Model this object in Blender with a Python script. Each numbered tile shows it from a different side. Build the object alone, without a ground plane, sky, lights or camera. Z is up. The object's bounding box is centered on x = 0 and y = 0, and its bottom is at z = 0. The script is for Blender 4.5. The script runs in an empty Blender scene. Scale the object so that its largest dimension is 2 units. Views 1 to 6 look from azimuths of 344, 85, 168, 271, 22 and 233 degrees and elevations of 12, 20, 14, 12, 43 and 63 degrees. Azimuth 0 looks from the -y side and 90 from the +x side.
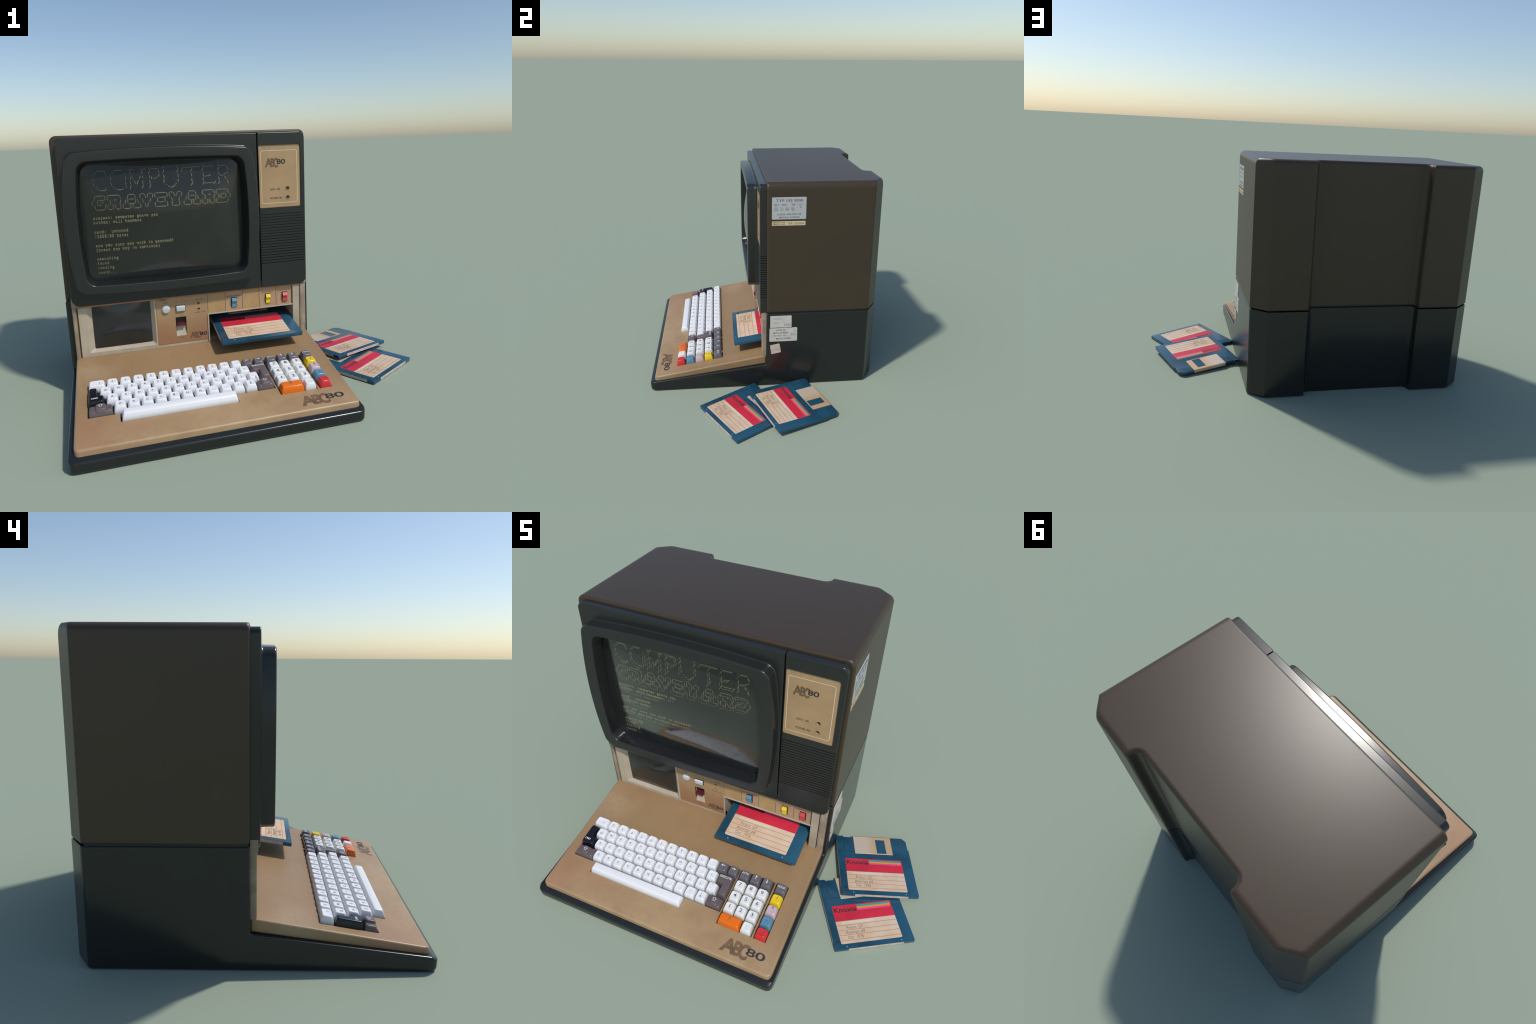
import bpy, bmesh, math, random
from mathutils import Vector, Matrix

random.seed(7)
SC = bpy.context.scene.collection

# ------------------------------------------------------------------ materials
def new_mat(name):
    m = bpy.data.materials.new(name)
    m.use_nodes = True
    nt = m.node_tree
    b = nt.nodes["Principled BSDF"]
    return m, nt, b

def rgba(c):
    return (c[0], c[1], c[2], 1.0)

def noise(nt, scale, detail=4, rough=0.55, coord="Object", vec=None):
    n = nt.nodes.new("ShaderNodeTexNoise")
    n.inputs["Scale"].default_value = scale
    n.inputs["Detail"].default_value = detail
    n.inputs["Roughness"].default_value = rough
    if vec is None:
        if coord == "Position":
            g = nt.nodes.new("ShaderNodeNewGeometry")
            vec = g.outputs["Position"]
        else:
            t = nt.nodes.new("ShaderNodeTexCoord")
            vec = t.outputs[coord]
    nt.links.new(vec, n.inputs["Vector"])
    return n.outputs["Fac"]

def ramp(nt, fac, p0, p1):
    r = nt.nodes.new("ShaderNodeMapRange")
    r.interpolation_type = "SMOOTHSTEP"
    r.inputs["From Min"].default_value = p0
    r.inputs["From Max"].default_value = p1
    nt.links.new(fac, r.inputs["Value"])
    return r.outputs["Result"]

def mix(nt, fac, a, b):
    n = nt.nodes.new("ShaderNodeMix")
    n.data_type = "RGBA"
    for sock, v in ((n.inputs[0], fac), (n.inputs[6], a), (n.inputs[7], b)):
        if hasattr(v, "is_linked"):
            nt.links.new(v, sock)
        elif isinstance(v, (int, float)):
            sock.default_value = v
        else:
            sock.default_value = rgba(v)
    return n.outputs[2]

def math_node(nt, op, a, b=0.0):
    n = nt.nodes.new("ShaderNodeMath")
    n.operation = op
    for sock, v in ((n.inputs[0], a), (n.inputs[1], b)):
        if hasattr(v, "is_linked"):
            nt.links.new(v, sock)
        else:
            sock.default_value = v
    return n.outputs[0]

def plastic(name, col, rough=0.4, vary=0.12, scale=3.0, bump=0.0, bump_scale=300,
            bevel=0.0, spec=0.5, metal=0.0, coat=0.0, grime=False):
    m, nt, b = new_mat(name)
    b.inputs["Roughness"].default_value = rough
    b.inputs["Specular IOR Level"].default_value = spec
    b.inputs["Metallic"].default_value = metal
    b.inputs["Coat Weight"].default_value = coat
    b.inputs["Coat Roughness"].default_value = 0.12
    if vary > 0:
        f = noise(nt, scale)
        lo = tuple(c * (1 - vary) for c in col)
        hi = tuple(c * (1 + vary) for c in col)
        c = mix(nt, ramp(nt, f, 0.3, 0.7), lo, hi)
        nt.links.new(c, b.inputs["Base Color"])
        r = nt.nodes.new("ShaderNodeMapRange")
        r.inputs["From Min"].default_value = 0.3
        r.inputs["From Max"].default_value = 0.7
        r.inputs["To Min"].default_value = rough - 0.03
        r.inputs["To Max"].default_value = rough + 0.04
        nt.links.new(noise(nt, scale * 4), r.inputs["Value"])
        if grime:
            nt.links.new(r.outputs["Result"], b.inputs["Roughness"])
    else:
        b.inputs["Base Color"].default_value = rgba(col)
    nrm = None
    if bevel > 0:
        bv = nt.nodes.new("ShaderNodeBevel")
        bv.samples = 6
        bv.inputs["Radius"].default_value = bevel
        nrm = bv.outputs["Normal"]
    if bump > 0:
        bp = nt.nodes.new("ShaderNodeBump")
        bp.inputs["Strength"].default_value = bump
        bp.inputs["Distance"].default_value = 0.002
        nt.links.new(noise(nt, bump_scale, 2), bp.inputs["Height"])
        if nrm is not None:
            nt.links.new(nrm, bp.inputs["Normal"])
        nrm = bp.outputs["Normal"]
    if nrm is not None:
        nt.links.new(nrm, b.inputs["Normal"])
    return m

def deck_material():
    m, nt, b = new_mat("aged_tan_plastic")
    g = nt.nodes.new("ShaderNodeNewGeometry")
    pos = g.outputs["Position"]
    sep = nt.nodes.new("ShaderNodeSeparateXYZ")
    nt.links.new(pos, sep.inputs[0])
    x, y = sep.outputs[0], sep.outputs[1]
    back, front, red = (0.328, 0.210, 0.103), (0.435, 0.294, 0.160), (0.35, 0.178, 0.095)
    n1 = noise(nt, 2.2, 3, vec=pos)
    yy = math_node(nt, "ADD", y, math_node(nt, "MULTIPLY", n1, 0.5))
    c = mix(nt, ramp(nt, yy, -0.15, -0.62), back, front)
    # reddish handling stains at the front left corner and where the left hand rests
    def blob(px, py, rad, amp):
        dx = math_node(nt, "POWER", math_node(nt, "SUBTRACT", x, px), 2)
        dy = math_node(nt, "POWER", math_node(nt, "SUBTRACT", y, py), 2)
        d = math_node(nt, "SQRT", math_node(nt, "ADD", dx, dy))
        d = math_node(nt, "ADD", d, math_node(nt, "MULTIPLY", noise(nt, 6, 3, vec=pos), 0.25))
        return math_node(nt, "MULTIPLY", ramp(nt, d, rad + 0.16, rad * 0.4 + 0.08), amp)
    c = mix(nt, blob(-0.95, -0.66, 0.20, 0.55), c, red)
    c = mix(nt, blob(-0.70, -0.64, 0.10, 0.45), c, red)
    # paler dusty patch with speckle at the back left
    sp = ramp(nt, noise(nt, 130, 3, 0.7, vec=pos), 0.50, 0.66)
    dust = math_node(nt, "MULTIPLY", blob(-0.93, -0.16, 0.18, 1.0), math_node(nt, "ADD", math_node(nt, "MULTIPLY", sp, 0.6), 0.4))
    c = mix(nt, math_node(nt, "MULTIPLY", dust, 0.75), c, (0.45, 0.33, 0.20))
    mott = ramp(nt, noise(nt, 7, 5, 0.65, vec=pos), 0.42, 0.72)
    c = mix(nt, math_node(nt, "MULTIPLY", mott, 0.30), c, (0.25, 0.135, 0.062))
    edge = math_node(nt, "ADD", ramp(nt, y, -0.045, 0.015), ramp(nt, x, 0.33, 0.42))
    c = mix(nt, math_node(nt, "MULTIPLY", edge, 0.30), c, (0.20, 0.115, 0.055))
    fine = ramp(nt, noise(nt, 40, 5, 0.6, vec=pos), 0.35, 0.7)
    c = mix(nt, math_node(nt, "MULTIPLY", fine, 0.10), c, (0.24, 0.14, 0.07))
    nt.links.new(c, b.inputs["Base Color"])
    b.inputs["Roughness"].default_value = 0.42
    bp = nt.nodes.new("ShaderNodeBump")
    bp.inputs["Strength"].default_value = 0.05
    bp.inputs["Distance"].default_value = 0.002
    nt.links.new(noise(nt, 250, 2, vec=pos), bp.inputs["Height"])
    nt.links.new(bp.outputs[0], b.inputs["Normal"])
    return m

def panel_material():
    m, nt, b = new_mat("brown_panel")
    g = nt.nodes.new("ShaderNodeNewGeometry")
    pos = g.outputs["Position"]
    sep = nt.nodes.new("ShaderNodeSeparateXYZ")
    nt.links.new(pos, sep.inputs[0])
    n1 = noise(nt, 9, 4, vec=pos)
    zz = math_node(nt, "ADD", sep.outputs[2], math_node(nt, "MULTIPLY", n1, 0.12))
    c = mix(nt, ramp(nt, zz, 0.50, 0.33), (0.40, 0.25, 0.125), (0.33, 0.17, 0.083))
    # dark brown band along the top edge
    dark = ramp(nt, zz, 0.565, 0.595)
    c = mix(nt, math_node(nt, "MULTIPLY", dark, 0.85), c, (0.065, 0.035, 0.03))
    nt.links.new(c, b.inputs["Base Color"])
    b.inputs["Roughness"].default_value = 0.5
    return m

def glass_material():
    m, nt, b = new_mat("screen_glass")
    nt.nodes.remove(b)
    out = nt.nodes["Material Output"]
    tr = nt.nodes.new("ShaderNodeBsdfTransparent")
    tr.inputs["Color"].default_value = (0.86, 0.88, 0.86, 1)
    gl = nt.nodes.new("ShaderNodeBsdfGlossy")
    gl.inputs["Roughness"].default_value = 0.12
    df = nt.nodes.new("ShaderNodeBsdfDiffuse")
    df.inputs["Color"].default_value = (0.05, 0.055, 0.05, 1)
    lw = nt.nodes.new("ShaderNodeLayerWeight")
    lw.inputs["Blend"].default_value = 0.5
    fac = math_node(nt, "ADD", math_node(nt, "MULTIPLY", math_node(nt, "POWER", lw.outputs["Facing"], 1.7), 0.82), 0.03)
    haze = nt.nodes.new("ShaderNodeMixShader")
    sm = math_node(nt, "MULTIPLY", ramp(nt, noise(nt, 5, 6, 0.7), 0.35, 0.75), 0.22)
    nt.links.new(math_node(nt, "ADD", sm, 0.22), haze.inputs[0])
    nt.links.new(tr.outputs[0], haze.inputs[1])
    nt.links.new(df.outputs[0], haze.inputs[2])
    mx = nt.nodes.new("ShaderNodeMixShader")
    nt.links.new(fac, mx.inputs[0])
    nt.links.new(haze.outputs[0], mx.inputs[1])
    nt.links.new(gl.outputs[0], mx.inputs[2])
    nt.links.new(mx.outputs[0], out.inputs["Surface"])
    return m

def phosphor_material(name, lo, hi):
    m, nt, b = new_mat(name)
    b.inputs["Base Color"].default_value = (0.30, 0.27, 0.13, 1)
    b.inputs["Roughness"].default_value = 0.8
    f = ramp(nt, noise(nt, 14, 3, coord="Object"), 0.3, 0.7)
    c = mix(nt, f, lo, hi)
    nt.links.new(c, b.inputs["Emission Color"])
    b.inputs["Emission Strength"].default_value = 1.0
    return m

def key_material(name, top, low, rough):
    """moulded key cap, sides darkened downwards to paint in the occlusion between caps"""
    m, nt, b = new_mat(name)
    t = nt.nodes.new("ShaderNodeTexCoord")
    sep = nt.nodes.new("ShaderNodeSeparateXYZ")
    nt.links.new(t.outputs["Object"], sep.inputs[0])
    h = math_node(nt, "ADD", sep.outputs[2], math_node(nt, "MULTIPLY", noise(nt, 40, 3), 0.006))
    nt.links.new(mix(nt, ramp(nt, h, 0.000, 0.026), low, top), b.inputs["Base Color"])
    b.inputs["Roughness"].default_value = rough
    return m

def shutter_material():
    m, nt, b = new_mat("brushed_shutter_metal")
    t = nt.nodes.new("ShaderNodeTexCoord")
    mp = nt.nodes.new("ShaderNodeMapping")
    mp.inputs["Scale"].default_value = (20, 300, 20)
    nt.links.new(t.outputs["Object"], mp.inputs["Vector"])
    f = noise(nt, 1.0, 3, vec=mp.outputs[0])
    sep = nt.nodes.new("ShaderNodeSeparateXYZ")
    nt.links.new(t.outputs["Object"], sep.inputs[0])
    c = mix(nt, ramp(nt, sep.outputs[0], -0.05, 0.02), (0.70, 0.58, 0.45), (0.68, 0.45, 0.25))
    c = mix(nt, math_node(nt, "MULTIPLY", f, 0.35), c, (0.40, 0.27, 0.15))
    nt.links.new(c, b.inputs["Base Color"])
    b.inputs["Metallic"].default_value = 0.2
    b.inputs["Roughness"].default_value = 0.42
    return m

def label_material():
    m, nt, b = new_mat("aged_label_paper")
    f = ramp(nt, noise(nt, 9, 4), 0.35, 0.7)
    c = mix(nt, f, (0.62, 0.46, 0.295), (0.67, 0.545, 0.395))
    c = mix(nt, math_node(nt, "MULTIPLY", ramp(nt, noise(nt, 25, 3), 0.6, 0.75), 0.25), c, (0.62, 0.32, 0.24))
    nt.links.new(c, b.inputs["Base Color"])
    b.inputs["Roughness"].default_value = 0.6
    return m

M = {}
M["shell"] = plastic("brown_housing_plastic", (0.054, 0.035, 0.0185), 0.37, 0.04, 1.5, 0.02, 350, bevel=0.016)
M["base"] = plastic("charcoal_base_plastic", (0.014, 0.0165, 0.0155), 0.21, 0.06, 2.0, 0.0, 350, bevel=0.004)
M["bezel"] = plastic("charcoal_bezel_plastic", (0.0205, 0.0228, 0.0208), 0.24, 0.06, 3.0, 0.02, 400)
M["funnel"] = plastic("dark_funnel_plastic", (0.013, 0.013, 0.014), 0.22, 0.05)
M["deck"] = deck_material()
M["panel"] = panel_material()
M["strip"] = plastic("ochre_strip", (0.43, 0.265, 0.12), 0.5, 0.10, 12)
M["strip_pale"] = plastic("pinkish_strip", (0.44, 0.27, 0.155), 0.5, 0.10, 12)
M["beige"] = plastic("beige_frame_plastic", (0.44, 0.37, 0.275), 0.42, 0.12, 6)
M["column"] = plastic("side_column_plastic", (0.35, 0.265, 0.185), 0.5, 0.25, 10)
M["lip"] = plastic("orange_tan_plastic", (0.34, 0.17, 0.08), 0.5, 0.1, 8)
M["plate"] = plastic("name_plate_tan", (0.43, 0.278, 0.142), 0.45, 0.08, 7)
M["line"] = plastic("cream_print", (0.75, 0.62, 0.45), 0.6, 0)
M["socket"] = plastic("tan_socket_rim", (0.38, 0.25, 0.13), 0.4, 0)
M["black"] = plastic("black_recess", (0.008, 0.008, 0.009), 0.5, 0)
M["ink"] = plastic("dark_print", (0.028, 0.026, 0.028), 0.6, 0)
M["ink_brown"] = plastic("brown_logo_print", (0.165, 0.098, 0.05), 0.5, 0.2, 25)
M["ink_faint"] = plastic("faint_print", (0.095, 0.055, 0.042), 0.6, 0)
M["ink_grey"] = plastic("grey_print", (0.14, 0.14, 0.145), 0.6, 0)
M["ink_light"] = plastic("pale_grey_print", (0.30, 0.30, 0.30), 0.6, 0)
M["ink_purple"] = plastic("purple_print", (0.27, 0.19, 0.42), 0.6, 0)
M["ink_navy"] = plastic("navy_print", (0.085, 0.08, 0.17), 0.5, 0)
M["ink_white"] = plastic("white_print", (0.80, 0.79, 0.80), 0.5, 0)
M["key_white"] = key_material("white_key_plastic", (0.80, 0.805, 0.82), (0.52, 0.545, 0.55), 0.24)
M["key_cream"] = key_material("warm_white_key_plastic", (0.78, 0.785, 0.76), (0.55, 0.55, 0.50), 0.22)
M["key_grey"] = plastic("grey_key_plastic", (0.14, 0.128, 0.14), 0.20, 0.04, 8)
M["key_taupe"] = plastic("taupe_key_plastic", (0.130, 0.102, 0.104), 0.32, 0.05, 8)
M["key_black"] = plastic("black_key_plastic", (0.009, 0.009, 0.012), 0.25, 0)
M["key_yellow"] = plastic("yellow_key_plastic", (0.80, 0.56, 0.02), 0.20, 0)
M["key_pink"] = plastic("pink_key_plastic", (0.55, 0.43, 0.45), 0.20, 0)
M["key_blue"] = plastic("blue_key_plastic", (0.10, 0.25, 0.36), 0.20, 0)
M["key_red"] = plastic("red_key_plastic", (0.62, 0.030, 0.035), 0.20, 0)
M["key_orange"] = plastic("orange_key_plastic", (0.78, 0.16, 0.006), 0.20, 0)
M["sw_red"] = plastic("red_switch_plastic", (0.60, 0.06, 0.06), 0.4, 0.05, 30)
M["sw_dark_red"] = plastic("dark_red_lever", (0.105, 0.013, 0.016), 0.4, 0)
M["glass"] = glass_material()
M["tube"] = plastic("dark_picture_tube", (0.020, 0.021, 0.020), 0.10, 0.2, 4)
M["mini"] = plastic("dark_small_screen", (0.022, 0.022, 0.021), 0.16, 0.2, 6, coat=0.2)
M["phosphor"] = phosphor_material("phosphor_text", (0.20, 0.17, 0.085), (0.32, 0.30, 0.14))
M["phosphor_dim"] = phosphor_material("dim_phosphor_art", (0.11, 0.095, 0.055), (0.23, 0.22, 0.11))
M["phosphor_ghost"] = phosphor_material("faint_ghost_text", (0.016, 0.0155, 0.010), (0.036, 0.034, 0.021))
M["scribble"] = plastic("faint_scribble", (0.33, 0.22, 0.11), 0.5, 0)
M["sticker"] = plastic("silver_sticker", (0.51, 0.505, 0.50), 0.4, 0.03, 8)
M["sticker_warm"] = plastic("old_paper_sticker", (0.62, 0.58, 0.52), 0.6, 0.06, 15)
M["sticker_pink"] = plastic("pinkish_paper_sticker", (0.62, 0.50, 0.42), 0.6, 0.06, 15)
M["sticker_tan"] = plastic("tan_serial_sticker", (0.72, 0.55, 0.32), 0.5, 0.06, 15)
M["disk"] = plastic("blue_disk_plastic", (0.016, 0.073, 0.122), 0.26, 0.25, 6, 0.05, 500)
M["disk_dot"] = plastic("pale_blue_pin", (0.10, 0.30, 0.42), 0.3, 0)
M["disk_dark"] = plastic("dark_blue_groove", (0.008, 0.03, 0.055), 0.5, 0)
M["shutter"] = shutter_material()
M["label"] = label_material()
M["label_red"] = plastic("red_label_print", (0.60, 0.022, 0.05), 0.5, 0.12, 8)
M["label_pale"] = plastic("pale_label_bar", (0.68, 0.58, 0.44), 0.6, 0.05)
M["st_teal"] = plastic("teal_stripe", (0.02, 0.34, 0.36), 0.5, 0)
M["st_orange"] = plastic("orange_stripe", (0.75, 0.29, 0.015), 0.5, 0)
M["st_pink"] = plastic("pink_stripe", (0.85, 0.06, 0.22), 0.5, 0)
M["rule"] = plastic("red_rule", (0.56, 0.05, 0.09), 0.6, 0)
M["pencil"] = plastic("pencil_writing", (0.11, 0.09, 0.07), 0.7, 0)
M["edge_pale"] = plastic("pale_disk_edge", (0.52, 0.43, 0.38), 0.5, 0.15, 30)

# ------------------------------------------------------------------ geometry helpers
def rpoly(corners, arc=5, edge=0):
    """closed outline from corners (x, y, r) with filleted corners; `edge` extra points per side"""
    n = len(corners)
    arcs = []
    for i in range(n):
        A, P, B = Vector(corners[i - 1][:2]), Vector(corners[i][:2]), Vector(corners[(i + 1) % n][:2])
        r = corners[i][2]
        da, db = A - P, B - P
        la, lb = da.length, db.length
        da.normalize(); db.normalize()
        phi = da.angle(db, math.pi)
        if r <= 0 or phi > math.pi - 1e-3:
            arcs.append([P.copy() for _ in range(arc + 1)] if r > 0 else [P.copy()])
            continue
        t = min(r / math.tan(phi / 2), 0.48 * min(la, lb))
        r = t * math.tan(phi / 2)
        C = P + (da + db).normalized() * (r / math.sin(phi / 2))
        s, e = P + da * t - C, P + db * t - C
        tot = math.pi - phi
        sign = 1 if s.x * e.y - s.y * e.x > 0 else -1
        pts = []
        for k in range(arc + 1):
            a = sign * tot * k / arc
            pts.append(C + Vector((s.x * math.cos(a) - s.y * math.sin(a), s.x * math.sin(a) + s.y * math.cos(a))))
        arcs.append(pts)
    out = []
    for i in range(n):
        out += arcs[i]
        a, b = arcs[i][-1], arcs[(i + 1) % n][0]
        for k in range(edge):
            out.append(a.lerp(b, (k + 1) / (edge + 1)))
    return out

def inset(corners, d, dr=True):
    """move every side of a CCW polygon inwards by d (mitred)"""
    n = len(corners)
    res = []
    for i in range(n):
        A, P, B = Vector(corners[i - 1][:2]), Vector(corners[i][:2]), Vector(corners[(i + 1) % n][:2])
        e1, e2 = (P - A).normalized(), (B - P).normalized()
        n1, n2 = Vector((-e1.y, e1.x)), Vector((-e2.y, e2.x))
        k = 1 + n1.dot(n2)
        q = P + (n1 + n2) * (d / max(k, 0.2))
        res.append((q.x, q.y, corners[i][2]))
    return res

def rect(x0, x1, y0, y1, r=0.0):
    return [(x0, y0, r), (x1, y0, r), (x1, y1, r), (x0, y1, r)]

class Frame:
    def __init__(self, o, u, v):
        self.o, self.u, self.v = Vector(o), Vector(u).normalized(), Vector(v).normalized()
        self.n = self.u.cross(self.v)
    def __call__(self, x, y, z=0.0):
        return self.o + self.u * x + self.v * y + self.n * z

LOCAL = Frame((0, 0, 0), (1, 0, 0), (0, 1, 0))
def front(y):
    return Frame((0, y, 0), (1, 0, 0), (0, 0, 1))
def side_right(x):
    return Frame((x, 0, 0), (0, 1, 0), (0, 0, 1))

class MB:
    """mesh builder collecting faces with material slots"""
    def __init__(self):
        self.v, self.f, self.m, self.mats = [], [], [], []
    def slot(self, key):
        if key not in self.mats:
            self.mats.append(key)
        return self.mats.index(key)
    def add(self, verts, faces, key):
        o, s = len(self.v), self.slot(key)
        self.v += [tuple(p) for p in verts]
        for f in faces:
            self.f.append([i + o for i in f]); self.m.append(s)
    def loft(self, rings, key, cap0=True, cap1=True):
        n = len(rings[0]); vs = [p for r in rings for p in r]; fs = []
        for k in range(len(rings) - 1):
            for i in range(n):
                j = (i + 1) % n
                fs.append([k * n + i, k * n + j, (k + 1) * n + j, (k + 1) * n + i])
        if cap0: fs.append(list(range(n))[::-1])
        if cap1: fs.append([(len(rings) - 1) * n + i for i in range(n)])
        self.add(vs, fs, key)
    def prism(self, fr, corners, z0, z1, key, bev=0.0, arc=4, seg=3, bev0=False):
        rings = []
        if bev0 and bev > 0:
            for k in range(seg + 1):
                a = k / seg * math.pi / 2
                rings.append([fr(p.x, p.y, z0 + bev * (1 - math.sin(a))) for p in rpoly(inset(corners, bev * (1 - math.cos(math.pi/2 - a)) if False else bev * (1 - math.sin(a))), arc)])
            rings = []
            for k in range(seg + 1):
                a = k / seg * math.pi / 2
                rings.append([fr(p.x, p.y, z0 + bev * (1 - math.cos(a))) for p in rpoly(inset(corners, bev * (1 - math.sin(a))), arc)])
        else:
            rings.append([fr(p.x, p.y, z0) for p in rpoly(corners, arc)])
        if bev > 0:
            for k in range(seg + 1):
                a = k / seg * math.pi / 2
                rings.append([fr(p.x, p.y, z1 - bev * (1 - math.sin(a))) for p in rpoly(inset(corners, bev * (1 - math.cos(a))), arc)])
        else:
            rings.append([fr(p.x, p.y, z1) for p in rpoly(corners, arc)])
        self.loft(rings, key)
    def box(self, x0, x1, y0, y1, z0, z1, key, bev=0.0, r=None):
        """axis-aligned box; rounded on the face that looks to -y"""
        self.prism(Frame((0, 0, 0), (1, 0, 0), (0, 0, 1)), rect(x0, x1, z0, z1, r if r is not None else bev), -y1, -y0, key, bev)
    def cone(self, fr, cx, cy, rads, key, n=24, cap0=True):
        """turned part: list of (radius, height) in a frame"""
        rings = [[fr(cx + r * math.cos(2 * math.pi * i / n), cy + r * math.sin(2 * math.pi * i / n), h) for i in range(n)] for r, h in rads]
        self.loft(rings, key, cap0)
    def stroke(self, fr, pts, w, key, z=0.0, closed=False):
        pts = [Vector(p) for p in pts]
        segs = list(zip(pts, pts[1:])) + ([(pts[-1], pts[0])] if closed else [])
        for a, b in segs:
            d = (b - a)
            if d.length < 1e-7: continue
            d.normalize(); nn = Vector((-d.y, d.x)) * w / 2; d = d * w * 0.35
            q = [a - d - nn, b + d - nn, b + d + nn, a - d + nn]
            self.add([fr(p.x, p.y, z) for p in q], [[0, 1, 2, 3]], key)
            z += 0.00002
    def flat(self, fr, corners, key, z=0.0, arc=4):
        pts = rpoly(corners, arc)
        self.add([fr(p.x, p.y, z) for p in pts], [list(range(len(pts)))], key)
    def text(self, fr, s, x0, x1, y0, h, key, z=0.0, bold=0.0, shear=0.0, conform=None):
        """words between x0 and x1 (x1 None: natural width), baseline y0, capital height h"""
        vs, fs, w = glyphs(s, bold)
        sy = h / CAP
        sx = sy if x1 is None else (x1 - x0) / max(w, 1e-6)
        out = []
        for p in vs:
            x, y = x0 + (p[0] + shear * p[1]) * sx, y0 + p[1] * sy
            out.append(fr(x, y, z + (conform(x, y) if conform else 0)))
        self.add(out, fs, key)
    def text_c(self, fr, s, xc, yc, h, key, z=0.0, bold=0.0, wide=1.0, conform=None):
        vs, fs, w = glyphs(s, bold)
        ws = w * h / CAP * wide
        self.text(fr, s, xc - ws / 2, xc + ws / 2, yc - h / 2, h, key, z, bold, 0.0, conform)
    def build(self, name, parent=None, smooth=35, origin=None, recalc=True, weighted=True):
        me = bpy.data.meshes.new(name)
        c = origin
        if c is None:
            lo = [min(p[i] for p in self.v) for i in range(3)]
            hi = [max(p[i] for p in self.v) for i in range(3)]
            c = Vector([(a + b) / 2 for a, b in zip(lo, hi)])
        c = Vector(c)
        me.from_pydata([(p[0] - c.x, p[1] - c.y, p[2] - c.z) for p in self.v], [], self.f)
        for k in self.mats: me.materials.append(M[k])
        me.polygons.foreach_set("material_index", self.m)
        ob = bpy.data.objects.new(name, me)
        SC.objects.link(ob)
        ob.location = c
        finish(ob, smooth, recalc, weighted)
        if parent is not None: attach(ob, parent)
        return ob

def finish(ob, smooth=35, recalc=True, weighted=True):
    me = ob.data
    bm = bmesh.new(); bm.from_mesh(me)
    bmesh.ops.remove_doubles(bm, verts=bm.verts, dist=1e-6)
    if recalc: bmesh.ops.recalc_face_normals(bm, faces=bm.faces)
    for f in bm.faces: f.smooth = smooth > 0
    lim = math.radians(smooth)
    for e in bm.edges:
        e.smooth = not (len(e.link_faces) == 2 and e.calc_face_angle(0) > lim)
    bm.to_mesh(me); bm.free()
    if weighted and smooth > 0 and not any(m.type == "WEIGHTED_NORMAL" for m in ob.modifiers):
        w = ob.modifiers.new("weighted_normals", "WEIGHTED_NORMAL")
        w.keep_sharp = True

WORLD = {}
def attach(ob, parent):
    """parent while keeping the place in the world"""
    pm = WORLD.get(parent.name) or parent.matrix_basis.copy()
    if parent.name not in WORLD: WORLD[parent.name] = pm
    WORLD[ob.name] = ob.matrix_basis.copy()
    ob.parent = parent
    ob.matrix_parent_inverse = pm.inverted()

def empty(name, loc):
    e = bpy.data.objects.new(name, None)
    e.empty_display_size = 0.1
    e.location = loc
    SC.objects.link(e)
    WORLD[name] = Matrix.Translation(loc)
    return e

def cut(ob, cutters, smooth=35):
    """subtract each builder's solid from the object and apply"""
    for mb in cutters:
        c = mb.build("cutter", smooth=0, weighted=False)
        mod = ob.modifiers.new("cut", "BOOLEAN")
        mod.operation = "DIFFERENCE"; mod.solver = "EXACT"; mod.object = c
        mods = [m for m in ob.modifiers if m.type == "WEIGHTED_NORMAL"]
        for m in mods: ob.modifiers.remove(m)
        bpy.context.view_layer.update()
        dg = bpy.context.evaluated_depsgraph_get()
        new = bpy.data.meshes.new_from_object(ob.evaluated_get(dg))
        ob.modifiers.clear()
        old = ob.data; ob.data = new; new.name = ob.name
        bpy.data.meshes.remove(old)
        cm = c.data
        bpy.data.objects.remove(c); bpy.data.meshes.remove(cm)
    finish(ob, smooth, recalc=False)

# lettering: the built-in font turned into faces, cached per string
GC = {}
def glyphs(s, bold=0.0):
    k = (s, bold)
    if k not in GC:
        cu = bpy.data.curves.new("lettering", "FONT")
        cu.body = s; cu.size = 1.0; cu.resolution_u = 4; cu.offset = bold; cu.fill_mode = "FRONT"
        ob = bpy.data.objects.new("lettering", cu)
        SC.objects.link(ob)
        bpy.context.view_layer.update()
        dg = bpy.context.evaluated_depsgraph_get()
        me = bpy.data.meshes.new_from_object(ob.evaluated_get(dg))
        vs = [tuple(v.co) for v in me.vertices]
        fs = [list(p.vertices) for p in me.polygons]
        x0 = min((v[0] for v in vs), default=0.0)
        x1 = max((v[0] for v in vs), default=0.3)
        vs = [(v[0] - x0, v[1], 0) for v in vs]
        bpy.data.objects.remove(ob); bpy.data.curves.remove(cu); bpy.data.meshes.remove(me)
        GC[k] = (vs, fs, x1 - x0)
    return GC[k]
CAP = 1.0
CAP = max(v[1] for v in glyphs("H")[0])

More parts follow.
